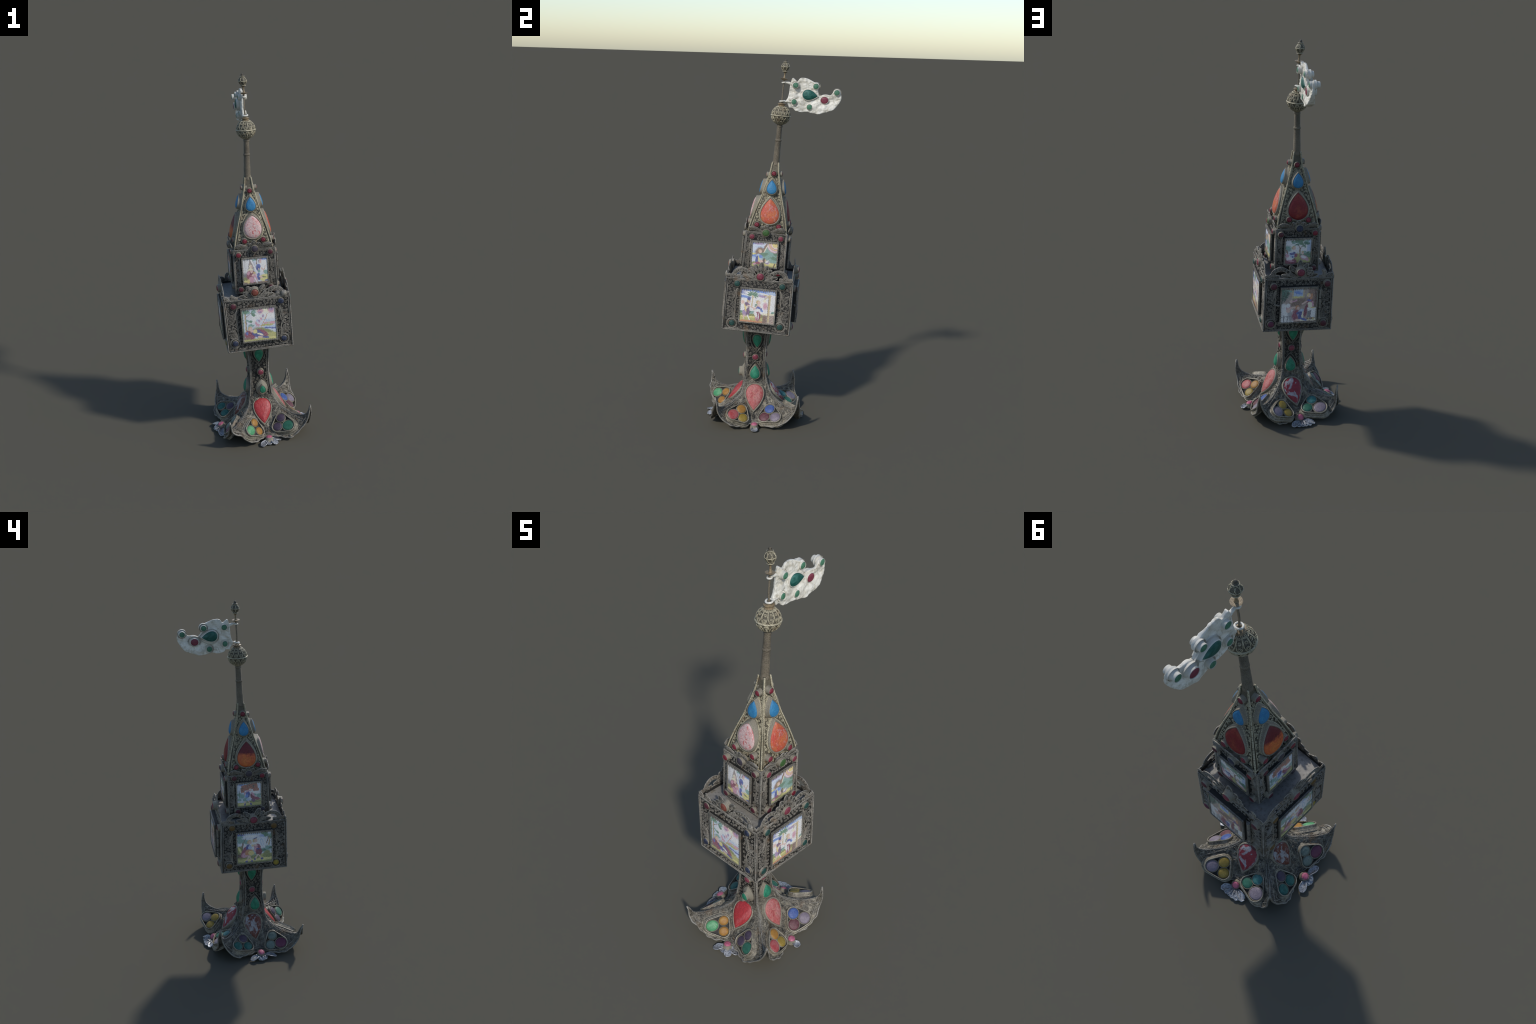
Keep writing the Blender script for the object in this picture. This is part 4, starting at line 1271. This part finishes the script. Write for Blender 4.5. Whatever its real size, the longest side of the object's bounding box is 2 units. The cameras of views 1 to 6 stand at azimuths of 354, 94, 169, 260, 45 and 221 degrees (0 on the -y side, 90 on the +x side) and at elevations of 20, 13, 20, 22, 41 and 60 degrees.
UPPER_GEMS = [
    [((-.076, -.150, 1.068), "ruby"), ((.096, -.149, 1.074), "dark_ruby"), ((-.073, -.160, .874), "dark_ruby"), ((.092, -.158, .876), "dark_ruby"), ((.013, -.149, 1.097), "slate")],
    [((.137, -.095, 1.065), "rose_ruby"), ((.136, .060, 1.057), "rose_ruby"), ((.144, -.104, .872), "dark_ruby"), ((.139, .052, .866), "ruby"), ((.145, -.020, 1.089), "moss")],
    [((.097, .111, 1.052), "dark_ruby"), ((-.078, .107, 1.054), "ruby"), ((.090, .098, .862), "dark_ruby"), ((-.078, .096, .862), "dark_ruby"), ((.004, .117, 1.083), "navy")],
    [((-.119, .056, 1.067), "dark_ruby"), ((-.116, -.096, 1.078), "ruby"), ((-.127, .034, .873), "dark_ruby"), ((-.118, -.104, .879), "slate"), ((-.124, -.022, 1.093), "slate")]]
for k, row in enumerate(UPPER_GEMS):
    for j, (p, mt) in enumerate(row):
        gem(upper_box, p, LP[k].N, LP[k].Y, "round", .036 if j == 4 else .027, .036 if j == 4 else .027, mt, .007, .026, flare=1.15)
    # small crest: three round petals over the stone, a long curved wing either side
    b = Builder()
    fr = crest_frame(UPP[k], .004, .35)
    for j, a in enumerate((-38, 0, 38)):
        leaf(b, fr, .012 * math.sin(math.radians(a)), .012, a, .046 if a == 0 else .040, .024, 70 + j + k)
    for s in (-1, 1):
        ribbon(b, fr, [(s * .014, .010), (s * .036, .014), (s * .058, .026), (s * .078, .030), (s * .094, .020)], .016, .022, 80 + k)
    b.done("crest", [M["wire"], M["crest_plate"]], upper_box)

# hinge and latch of the little door on the back
b = Builder()
pt = LP[2]
for q0, q1 in ((.24, .42), (.44, .62), (.64, .80)):
    t = np.linspace(q0, q1, 6)
    tube(b, pt.at(np.full(6, .805), t, .012), .0085, 10)
    slab(b, np.array([(-.012, 0), (.012, 0), (.012, (q1 - q0) * pt.h), (-.012, (q1 - q0) * pt.h)]), .004,
         (pt.at(.785, q0, .006), pt.X, pt.Y, pt.N))
hook = resample([(.23, .52), (.19, .515), (.155, .53), (.135, .55)], 12)
tube(b, pt.at(hook[:, 0], hook[:, 1], .016), np.linspace(.006, .0035, 12), 8)
b.done("hinge", [M["frame"]], lower_box, angle=40)

# ================================================================== SPIRE
SZ = [1.070, 1.10, 1.137, 1.18, 1.215, 1.28, 1.315, 1.34, 1.40, 1.455]
SW = [.1055, .1020, .0945, .0830, .0730, .0525, .0440, .0375, .0238, .0172]


def spire_point(k, u, z, h=0.0):
    c = A(.0105, .0105 - (1.44 - z) * .078, z)
    w = np.interp(z, SZ, SW)
    n, r = face_axes(k, 0.0)
    return c + (w + h) * n + u * w * r


b = Builder()
zs = np.linspace(1.07, 1.455, 40)
for k in range(4):
    G = np.array([[spire_point(k, u, z, -.002) for z in zs] for u in np.linspace(-1, 1, 7)])
    b.add(G, [grid_faces(7, 40)])
b.add(np.array([spire_point(k, -1, 1.455, -.002) for k in range(4)]), [np.array([[0, 1, 2, 3]])])
spire = b.done("spire", [M["gilt_plate"]], root)
b = Builder()
for k in range(4):
    rope(b, [spire_point(k, 1, z, 0) for z in zs], .0036, .008)
    for s in (-.86, .86):
        tube(b, [spire_point(k, s, z, .0005) for z in zs], .0020, 4)
    tube(b, [spire_point(k, u, 1.088, .001) for u in np.linspace(-1, 1, 5)], .004, 5)
b.done("edge_wire", [M["gilt_wire"]], spire, kind="stuff")


def spire_surf(k):
    n, r = face_axes(k, 0.0)
    nn = unit(n + .27 * A(0, 0, 1))

    def f(uv):
        v = 1 - np.sqrt(1 - .93 * uv[:, 1])
        P = np.array([spire_point(k, (u - .5) * 1.64, 1.095 + q * .40) for u, q in zip(uv[:, 0], v)])
        o = np.ones((len(uv), 1))
        return P, o * r, o * np.cross(nn, r), o * nn
    return f


SPIRE_GEMS = [  # top ruby, azure drop, big stone, two low rubies
    [(.013, -.037, 1.388), (.012, -.066, 1.324), (.013, -.109, 1.208), (-.037, -.130, 1.137), (.064, -.125, 1.138)],
    [(.056, .007, 1.398), (.079, -.001, 1.329), (.110, -.005, 1.203), (.125, -.072, 1.129), (.124, .045, 1.121)],
    [(.013, .050, 1.394), (.009, .069, 1.319), (.009, .090, 1.192), (.056, .103, 1.128), (-.042, .100, 1.123)],
    [(-.032, .004, 1.402), (-.058, .001, 1.328), (-.094, -.012, 1.195), (-.108, .045, 1.127), (-.099, -.074, 1.135)]]
BIG = ["rose", "flame", "garnet_red", "amber_red"]
b = Builder()
for k, row in enumerate(SPIRE_GEMS):
    n, r = face_axes(k, 0.0)
    tilt = {0: .24, 1: .24, 2: .12, 3: .24}[k]
    nn = unit(n + tilt * A(0, 0, 1))
    gem(spire, row[0], unit(n + .1 * A(0, 0, 1)), UP, "cut", .026, .026, "ruby", .007, .028, flare=1.35)
    gem(spire, row[1], nn, UP, "drop", .053, .076, "azure", .010, .024, flare=1.15)
    if k == 0:
        gem(spire, row[2], nn, UP, "egg", .096, .122, BIG[k], .013, .028, flare=1.10)
    else:
        gem(spire, row[2], nn, UP, "drop", .100, .138, BIG[k], .013, .028, flare=1.10)
    for p in row[3:]:
        gem(spire, p, unit(n + .1 * A(0, 0, 1)), UP, "cut", .027, .027, "ruby", .007, .028, flare=1.25)
    av = [(A(*row[1]) - .018 * n, .032), (A(*row[2]) - .02 * n, .056), (A(*row[2]) - .02 * n - A(0, 0, .02), .05), (A(*row[0]) - .02 * n, .016)]
    av += [(A(*p) - .02 * n, .016) for p in row[3:]]
    scrolls(b, pack(spire_surf(k), 1500, .0038, .0078, av, 500 + k), .0015, .0008, k)
    for c, w, l, kd in ((row[1], .060, .088, "drop"), (row[2], .114, .154, "egg" if k == 0 else "drop")):     # twisted wire round the settings
        o = outline(kd, 60) * A(w / 2, l / 2)
        pts = []
        for q in o:
            z = c[2] + q[1]
            base = spire_point(k, 0, z, .002)
            lat = (A(*c) - base) @ r
            pts.append(base + (lat + q[0]) * r)
        pts.append(pts[0])
        rope(b, pts, .0034, .009)
b.done("filigree", [M["gilt_wire"]], spire, kind="stuff")

# ================================================================== STEM, GLOBE, POLE, FINIAL
b = Builder()
s0, s1 = (.0095, .0125, 1.44), (.0165, .0275, 1.662)
lathe(b, [(.020, 0), (.0205, .006), (.0190, .012), (.0178, .016), (.0172, .06), (.0176, .062), (.0168, .066), (.0158, .110), (.0152, .128), (.0178, .131), (.0184, .135), (.0178, .139),
          (.0150, .142), (.0142, .18), (.0140, .205), (.0168, .208), (.0168, .212), (.0150, .214), (.0160, .218), (.0185, .226)], s0, s1, 28)
stem = b.done("stem", [M["stem"]], root, angle=40)
b = Builder()
for t in np.linspace(.018, .205, 46):
    c = A(*s0) + t * unit(A(*s1) - A(*s0))
    r = np.interp(t, [.016, .06, .128, .205], [.0178, .0172, .0152, .0140])
    a = np.linspace(0, 2 * math.pi, 20, endpoint=False)
    if abs(t - .135) > .006:
        tube(b, c + r * (np.cos(a)[:, None] * A(1, 0, 0) + np.sin(a)[:, None] * A(0, 1, -.07)), .0013, 4, True)
b.done("wrapped_wire", [M["stem"]], stem, kind="stuff")

GC = A(.0175, .031, 1.706)
GUP = unit(A(.0, .07, 1))
GX = unit(np.cross([0, 1, 0], GUP))
GY = np.cross(GUP, GX)


def globe_point(lon, lat, r=1.0):
    rad = .0505 * r
    return GC + rad * math.cos(lat) * (math.cos(lon) * GX + math.sin(lon) * GY) + rad * math.sin(lat) * (1.06 if lat > 0 else .96) * GUP


b = Builder()
prof = [(.0495 * math.cos(t), .0495 * math.sin(t) * (1.06 if t > 0 else .96)) for t in np.linspace(-1.45, 1.42, 26)]
lathe(b, prof, GC, GC + GUP, 40)
globe = b.done("globe", [M["gilt_plate"]], root)
b = Builder()
lathe(b, [(.049, -.003), (.0545, -.0012), (.0545, .0014), (.049, .004)], GC, GC + GUP, 40)
for hemi in (1, -1):
    for j in range(11):
        l0 = j * 2 * math.pi / 11 + (.2 if hemi < 0 else 0)
        t = np.linspace(0, 2 * math.pi, 24, endpoint=False)
        lat = .68 - .60 * np.cos(t)
        wid = .26 * np.sin(t)
        tube(b, [globe_point(l0 + w, hemi * la, 1.0) for w, la in zip(wid, lat)], .0016, 5, True)
        for la, rr in ((.30, .0088), (.70, .0066), (1.0, .0045)):
            P = globe_point(l0, hemi * la)
            N = unit(P - GC)
            X = unit(np.cross(GUP, N))
            scrolls(b, [(P, X, np.cross(N, X), N, rr)], .0013, .0, j)
b.done("globe_filigree", [M["gilt_wire"]], globe, kind="stuff")
b = Builder()
TOP = GC + .050 * GUP
lathe(b, [(.012, -.006), (.020, -.002), (.0215, .001), (.019, .004), (.016, .006), (.022, .010), (.0225, .013), (.012, .016), (.006, .018)], TOP, TOP + GUP, 28)
b.done("globe_collar", [M["brass"]], globe, angle=40)

b = Builder()
tube(b, resample([(.019, .035, 1.768), (.0155, .037, 1.82), (.017, .040, 1.86), (.017, .043, 1.905)], 20), .0042, 8)
pole = b.done("pole", [M["stem"]], root)
b = Builder()
lathe(b, [(.004, -.004), (.010, -.003), (.017, .002), (.0205, .0055), (.0175, .0065), (.008, .005), (.0055, .010), (.0042, .022), (.0040, .030), (.0075, .036)],
      (.0185, .043, 1.895), (.0165, .0475, 1.94), 24)
b.done("cup", [M["brass"]], pole, angle=40)
b = Builder()
F0 = A(.0165, .047, 1.928)
FUP = unit(A(-.003, .002, .07))
prof = [(.003, 0), (.009, .004), (.0135, .007), (.0135, .0105), (.011, .012), (.016, .018), (.0205, .026), (.0218, .0325), (.0205, .039), (.0165, .046), (.0115, .051), (.0085, .0535),
        (.011, .0555), (.0115, .058), (.0085, .0605), (.0062, .062), (.0072, .065), (.0058, .069), (.002, .0717)]
lathe(b, prof, F0, F0 + FUP, 28)
finial = b.done("finial", [M["gilt_plate"]], root)
b = Builder()
for j in range(7):
    l0 = j * 2 * math.pi / 7
    for (z0, z1, zr) in ((.032, .052, 1), (.013, .033, -1)):
        t = np.linspace(0, 2 * math.pi, 18, endpoint=False)
        zz = (z0 + z1) / 2 - (z1 - z0) / 2 * np.cos(t)
        rr = np.interp(zz, [p[1] for p in prof], [p[0] for p in prof]) + .0005
        an = l0 + .42 * np.sin(t)
        tube(b, F0 + zz[:, None] * FUP + rr[:, None] * np.stack([np.cos(an), np.sin(an), 0 * an], 1), .0012, 4, True)
for z, r in ((.0325, .0222), (.009, .0142), (.0567, .0118)):
    a = np.linspace(0, 2 * math.pi, 26, endpoint=False)
    tube(b, F0 + z * FUP + r * np.stack([np.cos(a), np.sin(a), 0 * a], 1), .0016, 5, True)
b.done("finial_filigree", [M["gilt_wire"]], finial, kind="stuff")

# ================================================================== PENNANT
PEN = [(.078, 1.866), (.083, 1.888), (.089, 1.902), (.098, 1.896), (.114, 1.884), (.127, 1.900), (.141, 1.904), (.165, 1.901), (.189, 1.890), (.205, 1.882), (.222, 1.880),
       (.228, 1.862), (.222, 1.844), (.226, 1.826), (.233, 1.808), (.246, 1.817), (.268, 1.821), (.292, 1.818), (.304, 1.832), (.318, 1.846), (.335, 1.842), (.343, 1.828),
       (.3465, 1.809), (.342, 1.790), (.324, 1.763), (.301, 1.744), (.258, 1.732), (.234, 1.725), (.191, 1.730), (.169, 1.736), (.136, 1.733), (.109, 1.738), (.092, 1.751),
       (.076, 1.750), (.071, 1.762), (.058, 1.781), (.067, 1.799), (.073, 1.824), (.076, 1.850)]
pen = resample(PEN, 160, True)
edge_dir = unit(np.roll(pen, -1, 0) - np.roll(pen, 1, 0))
pen = pen + .0025 * np.stack([-edge_dir[:, 1], edge_dir[:, 0]], 1)
# thick plate of the flag shape, softened into a puffy cast sheet
b = Builder()
slab(b, pen if np.sum(pen[:, 0] * np.roll(pen[:, 1], -1) - np.roll(pen[:, 0], -1) * pen[:, 1]) > 0 else pen[::-1], .013, (A(0, 0, 0), A(1, 0, 0), A(0, 1, 0), A(0, 0, 1)), 0, -.0065)
pennant = b.done("pennant", [M["pennant"]], root)
me0 = pennant.data
m = pennant.modifiers.new("remesh", "REMESH")
m.mode, m.voxel_size, m.use_smooth_shade = "VOXEL", .0026, True
sm = pennant.modifiers.new("smooth", "SMOOTH")
sm.factor, sm.iterations = .5, 3
dg = bpy.context.evaluated_depsgraph_get()
me1 = bpy.data.meshes.new_from_object(pennant.evaluated_get(dg))
pennant.modifiers.clear()
pennant.data = me1
bpy.data.meshes.remove(me0)
me1.name = "pennant"
n = len(me1.vertices)
co = np.zeros(n * 3)
me1.vertices.foreach_get("co", co)
co = co.reshape(-1, 3)
y, z, t = co[:, 0].copy(), co[:, 1].copy(), co[:, 2].copy()
lump = np.array([fractal(Vector((0, p, q)) * 26, 1.0, 2.0, 3) for p, q in zip(y, z)])
crease = np.array([fractal(Vector((7, p * .6 + q * .8, q * 2.4 - p)) * 34, 1.0, 2.0, 3) for p, q in zip(y, z)])
tail = np.clip((y - .17) / .07, 0, 1) * np.clip((1.795 - z) / .05, 0, 1)           # the tail opens into a thick lip below
x = .012 + t * (1 + 2.0 * tail) + np.sign(t) * (.0020 * crease + .0012 * lump) + .0038 * lump - .001 * tail
z = z - .004 * np.clip((1.76 - z) / .03, 0, 1)
me1.vertices.foreach_set("co", np.stack([x, y, z], 1).ravel())
me1.materials.clear()
me1.materials.append(M["pennant"])
me1.update()
me1.polygons.foreach_set("use_smooth", np.ones(len(me1.polygons), bool))

PEN_GEMS = [  # (y, z, width, length, stone) with front and back faces at their own x
    (.106, 1.867, .028, .028, "sea", .039, -.010), (.213, 1.864, .028, .028, "sea", .029, -.017), (.100, 1.780, .026, .028, "sea", .032, -.008),
    (.182, 1.755, .028, .028, "sea", .028, -.016), (.324, 1.834, .028, .028, "sea", .028, -.023), (.260, 1.793, .040, .036, "rose_ruby", .027, -.021)]
for y, z, w, l, mt, xf, xb in PEN_GEMS:
    gem(pennant, (xf, y, z), (1, 0, .04), UP, "round", w, l, mt, .006, .026, "pennant", 1.4)
    gem(pennant, (xb, y, z), (-1, 0, .04), UP, "round", w, l, mt, .006, .026, "pennant", 1.4)
gem(pennant, (.029, .184, 1.817), (1, 0, 0), (0, 1, -.12), "drop", .054, .080, "deep_teal", .010, .024, "pennant", 1.2)
gem(pennant, (-.019, .182, 1.820), (-1, 0, 0), (0, 1, -.12), "drop", .054, .080, "deep_teal", .010, .024, "pennant", 1.2)
b = Builder()
tube(b, resample([(.018, .044, 1.879), (.016, .060, 1.879), (.014, .078, 1.874), (.013, .094, 1.868)], 14), np.linspace(.0055, .009, 14), 8)
a = np.linspace(0, 2 * math.pi, 20, endpoint=False)
for c, r in (((.0165, .042, 1.879), .0085), ((.0175, .037, 1.782), .0135)):
    tube(b, A(*c) + r * np.stack([np.cos(a), np.sin(a), .1 * np.sin(a)], 1), .0042, 7, True)
tube(b, resample([(.024, .045, 1.781), (.022, .066, 1.780), (.018, .086, 1.778), (.015, .10, 1.776)], 12), .0048, 7)
b.done("pennant_loop", [M["pennant"]], pennant)
